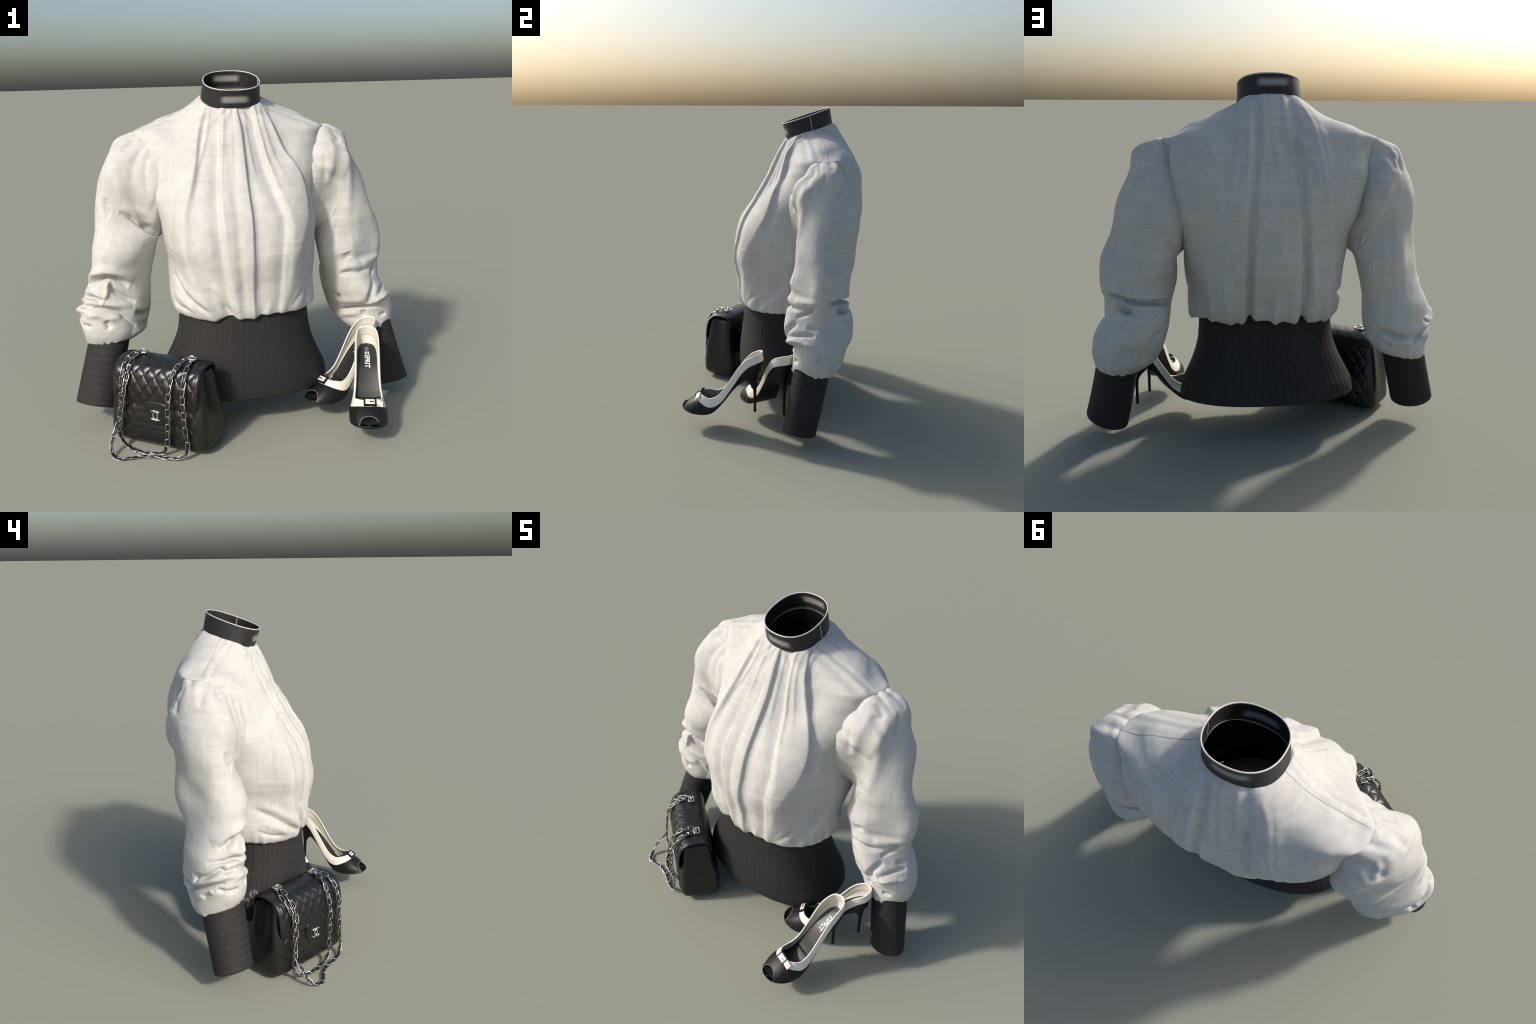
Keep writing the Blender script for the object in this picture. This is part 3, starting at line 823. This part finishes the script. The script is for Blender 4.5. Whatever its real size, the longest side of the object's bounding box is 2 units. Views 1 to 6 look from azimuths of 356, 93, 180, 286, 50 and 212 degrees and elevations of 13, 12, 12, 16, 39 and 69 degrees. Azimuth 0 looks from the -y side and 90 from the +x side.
def knit_material(name, mark=None):
    """Fine black rib knit; 'mark' adds a soft pale double-ring print at two points."""
    m, nt, b = new_mat(name)
    nz = noise_val(nt, (1, 1, 1), 90, 3)
    col = ramp(nt, nz, [(0.3, KNIT), (0.8, tuple(c * 1.25 for c in KNIT))])
    for c in mark or ():
        tc = node(nt, "ShaderNodeTexCoord")
        d = node(nt, "ShaderNodeVectorMath", operation="DISTANCE")
        nt.links.new(tc.outputs["Object"], d.inputs[0])
        d.inputs[1].default_value = c[:3]
        r = maths(nt, "ABSOLUTE", maths(nt, "SUBTRACT", d.outputs["Value"], c[3]))
        f = maths(nt, "MULTIPLY", smoothstep(nt, r, c[4], 0.0), 0.9)
        col = mix_color(nt, f, col, (0.20, 0.195, 0.19))
    nt.links.new(col, b.inputs["Base Color"])
    b.inputs["Roughness"].default_value = 0.75
    b.inputs["Specular IOR Level"].default_value = 0.25
    return m

def collar_material():
    """Smooth black band with two soft pale woven labels, front and back."""
    m, nt, b = new_mat("black_collar_band")
    tc = node(nt, "ShaderNodeTexCoord")
    sep = node(nt, "ShaderNodeSeparateXYZ")
    nt.links.new(tc.outputs["Object"], sep.inputs[0])
    x, y, z = sep.outputs
    nz = noise_val(nt, (60, 60, 1), 3, 2)
    col = ramp(nt, nz, [(0.3, (0.014, 0.014, 0.014)), (0.75, (0.026, 0.025, 0.025))])
    for x0, z0, y_side in ((-0.018, 1.829, -1), (-0.058, 1.946, 1)):
        fx = smoothstep(nt, maths(nt, "ABSOLUTE", maths(nt, "SUBTRACT", x, x0)), 0.090, 0.052)
        fz = smoothstep(nt, maths(nt, "ABSOLUTE", maths(nt, "SUBTRACT", z, z0)), 0.026, 0.005)
        fy = maths(nt, "GREATER_THAN", maths(nt, "MULTIPLY", maths(nt, "SUBTRACT", y, 0.18), float(y_side)), 0.0)
        f = maths(nt, "MULTIPLY", maths(nt, "MULTIPLY", fx, fz), maths(nt, "MULTIPLY", fy, 0.62))
        col = mix_color(nt, f, col, (0.40, 0.39, 0.38))
    nt.links.new(col, b.inputs["Base Color"])
    b.inputs["Roughness"].default_value = 0.5
    b.inputs["Specular IOR Level"].default_value = 0.35
    return m

def build_blouse():
    linen = linen_material()
    dark_inside = plain("dark_inner_face", (0.05, 0.05, 0.048), 0.8)
    knit = knit_material("black_rib_knit", [(-.479, -.013, .320, .020, .016), (-.447, -.055, .362, .020, .016)])
    cuff_knit = knit_material("black_cuff_knit", [(.803, .108, .150, .014, .014)])
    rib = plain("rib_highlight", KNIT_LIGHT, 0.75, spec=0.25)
    trim = plain("pale_edging", (0.50, 0.48, 0.46), 0.5)
    stitch = plain("seam_thread", (0.30, 0.30, 0.29), 0.8)
    top = root("blouse", (0, 0.1, 0.08), "white pleated blouse with black ribbed collar, waistband and cuffs", "blouse")
    G = bodice_surface()
    ob = grid_object("bodice", G, [linen, dark_inside], top)
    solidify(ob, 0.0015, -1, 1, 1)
    grid_object("sleeve", sleeve_left(G), linen, top, flip=True)
    grid_object("sleeve", sleeve_right(G), linen, top)
    # shoulder seams: a fine thread laid on the cloth
    V = G.reshape(-1, 3)
    for line in ([(-.20, .195, 1.845), (-.308, .203, 1.786), (-.463, .192, 1.717), (-.60, .175, 1.665)],
                 [(.125, .245, 1.843), (.26, .285, 1.770), (.39, .312, 1.716), (.535, .326, 1.662)]):
        P = crom(line, 60)
        P = np.array([V[np.argmin(((V - p) ** 2).sum(1))] for p in P])
        k = np.ones(5) / 5
        P = np.stack([np.convolve(np.pad(P[:, j], 2, mode="edge"), k, "valid") for j in range(3)], -1)
        tube("shoulder_seam", P, 0.0013, stitch, top, 6)
    # waistband: ribs at even arc spacing, each with a lighter crest
    ribs, per = 66, 8
    W = waist_base(60, 2400)
    mid = W[30]
    arc = np.concatenate([[0], np.cumsum(np.linalg.norm(np.diff(np.concatenate([mid, mid[:1]]), axis=0), axis=1))])
    want = np.linspace(0, arc[-1], ribs * per, endpoint=False)
    cols = np.searchsorted(arc, want).clip(0, 2399)
    W = W[:, cols]
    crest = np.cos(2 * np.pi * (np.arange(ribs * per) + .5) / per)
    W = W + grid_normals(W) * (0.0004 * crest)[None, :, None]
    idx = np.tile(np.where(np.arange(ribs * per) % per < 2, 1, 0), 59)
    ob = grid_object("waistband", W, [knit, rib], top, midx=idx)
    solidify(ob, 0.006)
    tube("side_seam", waist_seam(W, (-.383, -.060)), 0.0016, dark_inside, top, 6)
    # collar with pale piping on both edges and a seam on the left
    C = collar_base()
    ob = grid_object("collar", C, collar_material(), top)
    solidify(ob, 0.005)
    tube("collar_piping", C[-1] * 1.0 + np.array([0, 0, 0.0005]), 0.0036, trim, top, 8, True)
    inner = C[1] - grid_normals(C)[1] * 0.006
    tube("collar_piping", inner, 0.0022, trim, top, 8, True)
    j = int(np.argmin(np.abs(C[15, :, 1] - 0.215) + 10 * (C[15, :, 0] < 0)))
    N = grid_normals(C)
    tube("collar_seam", C[:, j] + N[:, j] * 0.0002, 0.0024, trim, top, 6)
    tube("collar_seam", C[:, j] - N[:, j] * 0.0052, 0.0024, trim, top, 6)
    for Cf, flip in ((CUFF_L, True), (CUFF_R, False)):
        nv = 110
        K = sleeve_base(Cf, nv, 160)
        v = np.arange(nv)
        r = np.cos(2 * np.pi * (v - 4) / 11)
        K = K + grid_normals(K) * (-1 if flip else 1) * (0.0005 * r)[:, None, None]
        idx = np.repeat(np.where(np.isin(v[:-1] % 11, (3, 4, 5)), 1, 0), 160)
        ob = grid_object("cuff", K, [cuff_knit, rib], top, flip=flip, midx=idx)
        solidify(ob, 0.006)

def waist_seam(W, xy):
    j = int(np.argmin(np.linalg.norm(W[45, :, :2] - np.array(xy), axis=1)))
    return W[8:, j]

# ------------------------------------------------------------------ handbag
BAG_O = np.array([-0.459, -0.314, 0.0])
BAG_X = np.array([0.8783, -0.4781, 0.0])
BAG_Y = np.array([0.4781, 0.8783, 0.0])

def bag(P):
    P = np.asarray(P, float)
    return BAG_O + P[..., :1] * BAG_X + P[..., 1:2] * BAG_Y + P[..., 2:3] * np.array([0, 0, 1.0])

def quilt(x, z, w=0.068, h=0.088):
    """Pillow height 0..1 of a diamond quilting."""
    a = np.abs(np.sin(np.pi * (x / w + z / h)))
    b = np.abs(np.sin(np.pi * (x / w - z / h)))
    return np.minimum(a, b) ** 0.58

def build_bag():
    leather, nt, b = new_mat("black_lambskin")
    nz = noise_val(nt, (1, 1, 1), 26, 5, 0.6)
    nt.links.new(ramp(nt, nz, [(0.3, (0.006, 0.006, 0.006)), (0.75, (0.012, 0.0115, 0.011))]), b.inputs["Base Color"])
    b.inputs["Roughness"].default_value = 0.33
    b.inputs["Specular IOR Level"].default_value = 0.5
    bump(nt, b, noise_val(nt, (1, 1, 1), 180, 3), 0.08, 0.002)
    metal = plain("polished_silver", (0.72, 0.71, 0.69), 0.17, 1.0)
    satin = plain("satin_silver", (0.62, 0.62, 0.56), 0.3, 1.0)
    top = root("handbag", tuple(BAG_O), "black quilted leather flap handbag with silver chain strap", "handbag")

    # body: rounded box that narrows to the top, quilted front and back, gusseted ends
    rows = [(0.024, .20, .060), (0.022, .268, .100), (0.030, .290, .120), (0.055, .303, .133), (0.12, .300, .136),
            (0.22, .295, .128), (0.32, .282, .108), (0.39, .270, .102), (0.425, .262, .094), (0.440, .245, .080), (0.442, .18, .05)]
    R = crom(rows, 150)
    th = np.linspace(0, 2 * np.pi, 420, endpoint=False)
    n = 2 / 7.0
    cx, cy = np.cos(th), np.sin(th)
    X = R[:, 1:2] * np.sign(cx) * np.abs(cx) ** n
    Y = R[:, 2:3] * np.sign(cy) * np.abs(cy) ** n
    Z = R[:, 0:1] + 0 * X
    face = smooth(0.93, 0.985, np.abs(Y) / R[:, 2:3]) * smooth(0.262, 0.235, np.abs(X)) * smooth(.05, .08, Z) * smooth(.43, .40, Z)
    Y = Y + np.sign(Y) * face * (0.0075 * quilt(X, Z) - 0.004)
    end = smooth(0.9, 0.97, np.abs(X) / R[:, 1:2])
    X = X - np.sign(X) * end * 0.012 * np.exp(-(Y / 0.05) ** 2) * smooth(.05, .3, Z)
    G = np.stack([X, Y, Z], -1)
    V = list(bag(G).reshape(-1, 3))
    F = [tuple(f) for f in grid_faces(150, 420, True)]
    F.append(tuple(range(419, -1, -1)))
    F.append(tuple(149 * 420 + i for i in range(420)))
    mesh_object("bag_body", V, F, leather, top)

    # flap: padded sheet that wraps from the back edge over the top and down the front
    prof = [(.094, .400), (.088, .430), (.070, .457), (.035, .468), (-.02, .468), (-.064, .456), (-.098, .422), (-.115, .370), (-.122, .315), (-.122, .250)]
    nv, nu = 150, 220
    Q = crom(prof, nv)
    s = np.linspace(0, 1, nv)[:, None]
    k = np.linspace(-1, 1, nu)[None, :]
    corner = np.clip((s - 0.88) / 0.12, 0, 1)
    hw = 0.266 - 0.035 * (1 - np.sqrt(1 - corner ** 2 * 0.98))
    X = hw * k
    T = np.gradient(Q, axis=0)
    T /= np.linalg.norm(T, axis=1, keepdims=True)
    Nrm = np.stack([T[:, 1], -T[:, 0]], -1)
    arc = np.concatenate([[0], np.cumsum(np.linalg.norm(np.diff(Q, axis=0), axis=1))])[:, None]
    inside = smooth(0.262, 0.235, np.abs(X)) * smooth(0.02, 0.05, arc) * smooth(arc[-1] - 0.012, arc[-1] - 0.045, arc)
    pad = 0.0055 * quilt(X, arc) * inside * (0.35 + 0.65 * smooth(0.16, 0.24, arc))
    edge = np.minimum(np.minimum((hw - np.abs(X)), arc + 0.02), arc[-1] - arc)
    rollo = 0.010 * np.sqrt(np.clip(1 - (1 - np.clip(edge / 0.012, 0, 1)) ** 2, 0, 1))
    out = []
    for off in (rollo + pad, -0.6 * rollo):
        out.append(np.stack([X + 0 * s, Q[:, :1] + Nrm[:, :1] * off, Q[:, 1:] + Nrm[:, 1:] * off], -1))
    V = np.concatenate([bag(o).reshape(-1, 3) for o in out])
    Fo = grid_faces(nv, nu, False)
    Fi = grid_faces(nv, nu, False, flip=True) + nv * nu
    rim = []
    loop = [j for j in range(nu)] + [i * nu + nu - 1 for i in range(1, nv)] + [(nv - 1) * nu + j for j in range(nu - 2, -1, -1)] + [i * nu for i in range(nv - 2, 0, -1)]
    for a, c in zip(loop, loop[1:] + loop[:1]):
        rim.append((c, a, a + nv * nu, c + nv * nu))
    flap = mesh_object("flap", V, list(map(tuple, Fo)) + list(map(tuple, Fi)) + rim, leather, top)
    bm = bmesh.new(); bm.from_mesh(flap.data)
    bmesh.ops.recalc_face_normals(bm, faces=bm.faces); bm.to_mesh(flap.data); bm.free()

    # closing tab with the metal emblem
    a = np.linspace(0, 2 * np.pi, 72, endpoint=False)
    tx = np.sign(np.cos(a)) * np.abs(np.cos(a)) ** 0.75 * 0.074
    tz = np.where(np.sin(a) < 0, np.sin(a) * 0.072, np.abs(np.sin(a)) ** 0.3 * 0.06)
    rr = [(0.94, -0.112), (1.0, -0.118), (1.0, -0.130), (0.97, -0.1335), (0.90, -0.135), (0.45, -0.1355), (0.02, -0.136)]
    G = np.stack([np.stack([0.012 + tx * f, 0 * tx + y - 0.004, 0.222 + tz * f], -1) for f, y in rr])
    grid_object("clasp_tab", bag(G), leather, top)
    for side in (-1, 1):
        ang = np.linspace(math.radians(48), math.radians(312), 40)
        p = np.stack([0.012 + side * (0.0105 + 0.0235 * np.cos(ang)), np.full(40, -0.1435 - 0.0015 * side), 0.207 + 0.0255 * np.sin(ang)], -1)
        G = tube_grid(p, 0.0052, 10)
        G = bag(G)
        V = np.concatenate([G.reshape(-1, 3)])
        F = [tuple(f) for f in grid_faces(40, 10, True, flip=True)] + [tuple(range(10)), tuple(39 * 10 + i for i in range(9, -1, -1))]
        mesh_object("emblem", V, F, satin, top)

    # chain strap: control points in bag coordinates (right eyelet -> ground -> left eyelet)
    outer = [(.172, .004, .484), (.183, -.05, .493), (.191, -.11, .463), (.194, -.138, .422), (.195, -.155, .373), (.195, -.162, .320), (.199, -.166, .268),
             (.201, -.166, .212), (.204, -.165, .163), (.209, -.163, .119), (.214, -.165, .076), (.203, -.168, .030), (.160, -.190, .010), (.102, -.203, .009),
             (.035, -.213, .009), (-.03, -.240, .009), (-.084, -.283, .009), (-.125, -.305, .009), (-.172, -.290, .016), (-.198, -.262, .048), (-.202, -.230, .094),
             (-.204, -.190, .135), (-.199, -.175, .178), (-.194, -.168, .223), (-.190, -.162, .276), (-.186, -.155, .337), (-.189, -.144, .385),
             (-.195, -.11, .440), (-.195, -.06, .478), (-.172, -.01, .492), (-.150, .010, .486)]
    inner = [(.150, .006, .488), (.138, -.03, .498), (.131, -.09, .480), (.118, -.128, .440), (.114, -.150, .395), (.113, -.162, .349), (.111, -.170, .304), (.106, -.172, .248),
             (.105, -.172, .194), (.100, -.172, .132), (.094, -.175, .066), (.070, -.172, .022), (.03, -.178, .009), (-.03, -.194, .009), (-.091, -.192, .009),
             (-.158, -.176, .016), (-.196, -.165, .040), (-.206, -.175, .094), (-.200, -.176, .139), (-.190, -.170, .210), (-.180, -.165, .272), (-.170, -.158, .332), (-.160, -.145, .387),
             (-.160, -.115, .440), (-.160, -.06, .482), (-.152, -.015, .498), (-.140, .006, .490)]
    a = np.linspace(0, 2 * np.pi, 28, endpoint=False)
    lx, lz = 0.0245, 0.0112
    ring = np.stack([lx * np.sign(np.cos(a)) * np.abs(np.cos(a)) ** 0.65, lz * np.sign(np.sin(a)) * np.abs(np.sin(a)) ** 0.65, 0.0035 * np.sin(2 * a) ], -1)
    LG = tube_grid(ring, 0.0019, 8, True)
    link_me = None
    for path in (outer, inner):
        C = bag(crom(path, 600))
        seg = np.linalg.norm(np.diff(C, axis=0), axis=1)
        arc = np.concatenate([[0], np.cumsum(seg)])
        pitch = 0.0415
        nl = int(arc[-1] / pitch)
        pos = (np.arange(nl) + 0.5) * arc[-1] / nl
        P, T, S, U = frames(C)
        strap_rows = []
        for i, p in enumerate(pos):
            j = int(np.searchsorted(arc, p))
            j = min(j, len(C) - 1)
            t = T[j]
            # the flat of the link lies against the bag front, or on the ground
            out_n = -BAG_Y + np.array([0, 0, 0.25])
            if C[j][2] < 0.035:
                out_n = np.array([0, 0, 1.0])
            if C[j][2] > 0.45:
                out_n = np.array([0, 0, 1.0]) - 0.5 * BAG_Y
            s = np.cross(out_n, t); s /= np.linalg.norm(s)
            nn = np.cross(t, s)
            roll = math.radians(20 if i % 2 else -14)
            s2 = s * math.cos(roll) + nn * math.sin(roll)
            n2 = np.cross(t, s2)
            M = Matrix(((t[0], s2[0], n2[0], C[j][0]), (t[1], s2[1], n2[1], C[j][1]), (t[2], s2[2], n2[2], C[j][2]), (0, 0, 0, 1)))
            if link_me is None:
                ob = grid_object("chain_link", LG, metal, top, True, True, flip=True)
                link_me = ob.data
            else:
                ob = bpy.data.objects.new("chain_link", link_me)
                COL.objects.link(ob)
                attach(ob, top)
            ob.matrix_world = Matrix.Identity(4)
            ob.matrix_basis = M
        # leather lace woven through the links
        k = np.arange(0, len(C), 4)
        weave = 0.003 * np.sin(2 * np.pi * arc[k] / (arc[-1] / nl))
        rows_ = []
        for q, wv in zip(k, weave):
            t = T[q]
            out_n = -BAG_Y + np.array([0, 0, 0.25])
            f = smooth(0.02, 0.05, C[q][2])
            out_n = f * out_n + (1 - f) * np.array([0, 0, 1.0])
            f = smooth(0.44, 0.47, C[q][2])
            out_n = (1 - f) * out_n + f * (np.array([0, 0, 1.0]) - 0.5 * BAG_Y)
            s = np.cross(out_n, t); s /= np.linalg.norm(s)
            nn = np.cross(t, s)
            c0 = C[q] + nn * wv
            rows_.append([c0 + s * x + nn * z for x, z in ((-.0075, -.0018), (.0075, -.0018), (.0075, .0018), (-.0075, .0018))])
        grid_object("strap_lace", np.array(rows_), leather, top, True, flip=True)
    # eyelet plates on top of the flap
    for x in (-.146, .162):
        a = np.linspace(0, 2 * np.pi, 40, endpoint=False)
        p = np.stack([x + 0.026 * np.sign(np.cos(a)) * np.abs(np.cos(a)) ** .5, 0.014 + 0.017 * np.sign(np.sin(a)) * np.abs(np.sin(a)) ** .5, 0 * a + 0.4935], -1)
        tube("eyelet", bag(p), 0.0055, metal, top, 8, True)
        p = np.stack([x + 0.014 * np.cos(a), 0.012 + 0 * a, 0.497 + 0.014 * np.sin(a)], -1)
        tube("eyelet_ring", bag(p), 0.0035, metal, top, 8, True)

# ------------------------------------------------------------------ shoes
# one side of the shoe from toe to heel: (along, half width, z) of sole edge, colour border and top line
SOLE_EDGE = [(.512, 0, .135), (.503, .040, .131), (.475, .072, .125), (.42, .097, .119), (.345, .101, .121), (.29, .089, .138), (.235, .072, .193),
             (.19, .062, .255), (.14, .058, .314), (.09, .057, .354), (.045, .052, .385), (.013, .034, .401), (.004, 0, .405)]
BORDER = [(.415, 0, .207), (.411, .030, .206), (.400, .058, .201), (.375, .082, .188), (.325, .096, .167), (.28, .090, .170), (.235, .079, .204),
          (.195, .074, .260), (.155, .072, .322), (.11, .071, .392), (.06, .066, .440), (.010, .045, .462), (-.011, 0, .467)]
TOP_LINE = [(.388, 0, .227), (.386, .022, .227), (.378, .048, .226), (.355, .067, .221), (.318, .077, .213), (.275, .075, .226), (.237, .071, .260),
            (.203, .069, .310), (.165, .068, .370), (.125, .067, .432), (.078, .065, .481), (.022, .050, .511), (-.004, 0, .520)]

def both_sides(half, n):
    """Closed loop from one-sided control points: toe -> left side -> heel -> right side."""
    H = np.array(half)
    M = H[1:-1][::-1] * np.array([1, -1, 1])
    return crom(np.concatenate([H, M]), n, closed=True)

def build_shoe(heel_xy, direction, mirror):
    D = np.array(direction, float); D /= np.linalg.norm(D)
    L = np.array([-D[1], D[0]]) * (-1 if mirror else 1)
    def W(P):
        P = np.asarray(P, float)
        out = np.empty(P.shape)
        out[..., 0] = heel_xy[0] + P[..., 0] * D[0] + P[..., 1] * L[0]
        out[..., 1] = heel_xy[1] + P[..., 0] * D[1] + P[..., 1] * L[1]
        out[..., 2] = P[..., 2]
        return out
    fl = mirror
    satin = plain("black_satin", BLACK, 0.48, spec=0.3, vary=0.15, scale=60)
    cream = plain("cream_leather", CREAM, 0.35, spec=0.4)
    linm = plain("pale_lining", (0.60, 0.57, 0.50), 0.6)
    edging = plain("toe_edge_binding", (0.34, 0.32, 0.29), 0.6)
    insm = plain("black_insole", (0.014, 0.0135, 0.0135), 0.45)
    ink = plain("white_print", (0.8, 0.8, 0.78), 0.5)
    silver = plain("buckle_plate", (0.80, 0.78, 0.72), 0.3, 0.3)
    top = root("high_heel_shoe", (heel_xy[0], heel_xy[1], 0.09), "black and cream peep-toe stiletto shoe with small buckle", "shoe")
    n = 240
    F, B, R = both_sides(SOLE_EDGE, n), both_sides(BORDER, n), both_sides(TOP_LINE, n)
    # outward bulge of the lower upper
    mid = 0.5 * (F + B)
    ctr = np.array([0.25, 0, 0])
    side = np.stack([np.zeros(n), np.sign(mid[:, 1]) * np.minimum(1, np.abs(mid[:, 1]) / .05), np.zeros(n)], -1)
    toe = np.clip((mid[:, 0] - 0.36) / 0.1, 0, 1)[:, None]
    M1 = mid + side * (0.006 + 0.006 * toe) + toe * np.array([0.002, 0, 0.004])
    u = np.arange(n) / n
    du = np.minimum(u, 1 - u)
    # peep toe: the loft starts higher near the toe
    hole = 0.50 * np.sqrt(np.clip(1 - (du / 0.052) ** 2, 0, 1))
    nv = 40
    t = np.linspace(0, 1, nv)[:, None]
    tt = hole[None] + (1 - hole[None]) * t
    tt = tt[..., None]
    lower = (1 - tt) ** 2 * F + 2 * tt * (1 - tt) * (2 * M1 - 0.5 * (F + B)) + tt ** 2 * B
    ob = grid_object("upper", W(lower), [satin, linm], top, flip=fl)
    solidify(ob, 0.005, -1, 1, 0)
    t = np.linspace(0, 1, 16)[:, None, None]
    bulge = np.sin(np.pi * t) * 0.002 * side
    upper = B * (1 - t) + R * t + bulge
    upper[0] = B + side * 0.0012 + np.array([0, 0, .0004])
    ob = grid_object("quarter", W(upper), [cream, linm], top, flip=fl)
    solidify(ob, 0.006, -1, 1, 0)
    tube("topline_binding", W(R - side * 0.003), 0.0042, cream, top, 8, True)
    # edge of the toe opening
    idx = np.concatenate([np.arange(int(n * 0.948), n), np.arange(0, int(n * .053))])
    tube("toe_edging", W(lower[0, idx] + np.array([0, 0, .001])), 0.0012, edging, top, 6)
    # insole: bowl-free sheet that follows the sole edge, lifted a little
    cols = np.linspace(-1, 1, 25)
    A = crom(SOLE_EDGE, 120)
    ins = np.stack([np.stack([A[:, 0] - 0.004 * np.sign(A[:, 0] - .25), A[:, 1] * c * 0.95, A[:, 2] + 0.008 + 0.006 * c * c], -1) for c in cols], 1)
    ob = grid_object("insole", W(ins), insm, top, False, flip=fl)
    # sole: slab under the sole edge
    rows = []
    for sc, dz in ((1.0, 0.004), (1.025, 0.002), (1.025, -0.004), (0.97, -0.008), (0.6, -0.010), (0.02, -0.011)):
        q = F.copy()
        q[:, 1] *= sc
        q[:, 0] = .25 + (q[:, 0] - .25) * (1 + (sc - 1) * 0.25 if sc > .9 else 1)
        q[:, 2] += dz
        rows.append(q)
    grid_object("outsole", W(np.array(rows)), satin, top, flip=not fl)
    # stiletto heel: centre along, half length, half width, tilt of the top
    secs = [(.128, .0425, .0095, .0095, 0), (.134, .0425, .0095, .0095, 0), (.140, .0425, .0085, .0085, 0), (.200, .0425, .0085, .0085, 0), (.250, .0425, .0095, .0095, 0), (.280, .0435, .0125, .013, -.05),
            (.305, .050, .022, .020, -.15), (.330, .058, .034, .029, -.4), (.352, .060, .042, .039, -.6), (.374, .058, .046, .046, -.72)]
    S = crom(secs, 60)
    a = np.linspace(0, 2 * np.pi, 40, endpoint=False)
    G = np.stack([np.stack([s[1] + s[2] * np.cos(a), s[3] * np.sin(a), s[0] + s[4] * s[2] * np.cos(a)], -1) for s in S])
    hv = W(G)
    Fh = [tuple(f) for f in grid_faces(60, 40, True, flip=fl)] + [tuple(range(39, -1, -1)), tuple(59 * 40 + i for i in range(40))]
    mesh_object("heel", hv.reshape(-1, 3), Fh, satin, top)
    # buckle on the throat
    def box(name, c, ax, ay, az, hx, hy, hz, mat, bev=0.002):
        bm = bmesh.new()
        bmesh.ops.create_cube(bm, size=2)
        for v in bm.verts:
            p = np.array(c) + np.array(ax) * v.co.x * hx + np.array(ay) * v.co.y * hy + np.array(az) * v.co.z * hz
            v.co = Vector(W(p[None])[0])
        bmesh.ops.recalc_face_normals(bm, faces=bm.faces)
        bmesh.ops.bevel(bm, geom=list(bm.edges), offset=bev, segments=2, affect="EDGES")
        me = bpy.data.meshes.new(name); bm.to_mesh(me); bm.free()
        me.materials.append(mat)
        ob = bpy.data.objects.new(name, me); COL.objects.link(ob); attach(ob, top)
        return ob
    sl = math.radians(34)
    fwd = np.array([math.cos(sl), 0, -math.sin(sl)]); lat = np.array([0, 1.0, 0]); upv = np.array([math.sin(sl), 0, math.cos(sl)])
    c0 = np.array([.397, .006, .224])
    box("buckle_plate", c0 + upv * .003, fwd, lat, upv, .017, .026, .005, silver)
    for s in (-1, 1):
        box("buckle_frame", c0 + lat * s * .030 + upv * .004, fwd, lat, upv, .023, .0045, .007, satin)
        box("buckle_frame", c0 + fwd * s * .0195 + upv * .004, fwd, lat, upv, .0045, .034, .007, satin)
    box("buckle_pin", c0 + upv * .009 + lat * .010, fwd, lat, upv, .003, .012, .0015, satin, .0008)
    tl = np.array([-.10, .86, -.5]); tl /= np.linalg.norm(tl); tu = np.cross(fwd, tl); tu *= np.sign(tu[2])
    box("strap_end", c0 + lat * .050 - upv * .004, fwd, tl, tu, .017, .022, .004, cream, .003)
    # maker's lettering on the insole, reading from the heel towards the toe
    Fi = crom(SOLE_EDGE, 200)
    zi = lambda aa: np.interp(aa, Fi[::-1, 0] + 0.004, Fi[::-1, 2]) + 0.009
    def lay(px, py):
        """px along (heel to toe), py across -> on the insole surface"""
        return np.stack([px, py, zi(px)], -1)
    def text_mesh(body, size):
        cu = bpy.data.curves.new("print", "FONT"); cu.body = body; cu.size = size; cu.extrude = 0; cu.offset = 0.0007; cu.resolution_u = 4
        ob = bpy.data.objects.new("print", cu); COL.objects.link(ob)
        dg = bpy.context.evaluated_depsgraph_get()
        me = bpy.data.meshes.new_from_object(ob.evaluated_get(dg))
        bpy.data.objects.remove(ob); bpy.data.curves.remove(cu)
        return me
    me = text_mesh("SPRIT", 0.036)
    V = np.array([v.co[:] for v in me.vertices])
    F_ = [tuple(p.vertices) for p in me.polygons]
    bpy.data.meshes.remove(me)
    V[:, 0] *= 0.070 / np.ptp(V[:, 0]); V[:, 0] -= V[:, 0].min()
    sgn = -1 if mirror else 1
    P = lay(0.078 + V[:, 0], 0.016 * sgn * -1 + sgn * (V[:, 1] + 0.0035) * 1.12)
    P[:, 2] += 0.0012
    mesh_object("insole_lettering", W(P), F_, ink, top, False)
    for j in range(3):
        y0 = -0.012 + 0.0095 * j
        q = lay(np.array([.062, .074, .074, .062]), sgn * (np.array([y0, y0, y0 + .0055, y0 + .0055])))
        q[:, 2] += .0012
        mesh_object("insole_lettering", W(q), [(0, 1, 2, 3)], ink, top, False)
    a = np.linspace(0, 2 * np.pi, 32, endpoint=False)
    q = lay(.045 + .0085 * np.cos(a), .0085 * np.sin(a)); q[:, 2] += .001
    tube("size_mark", W(q), 0.0010, ink, top, 6, True)

def build_all():
    build_blouse()
    build_bag()
    build_shoe((.700, -.070), (-.177, -.984), False)
    build_shoe((.766, .094), (-.836, -.549), True)

if __name__ == "__main__" or True:
    build_all()
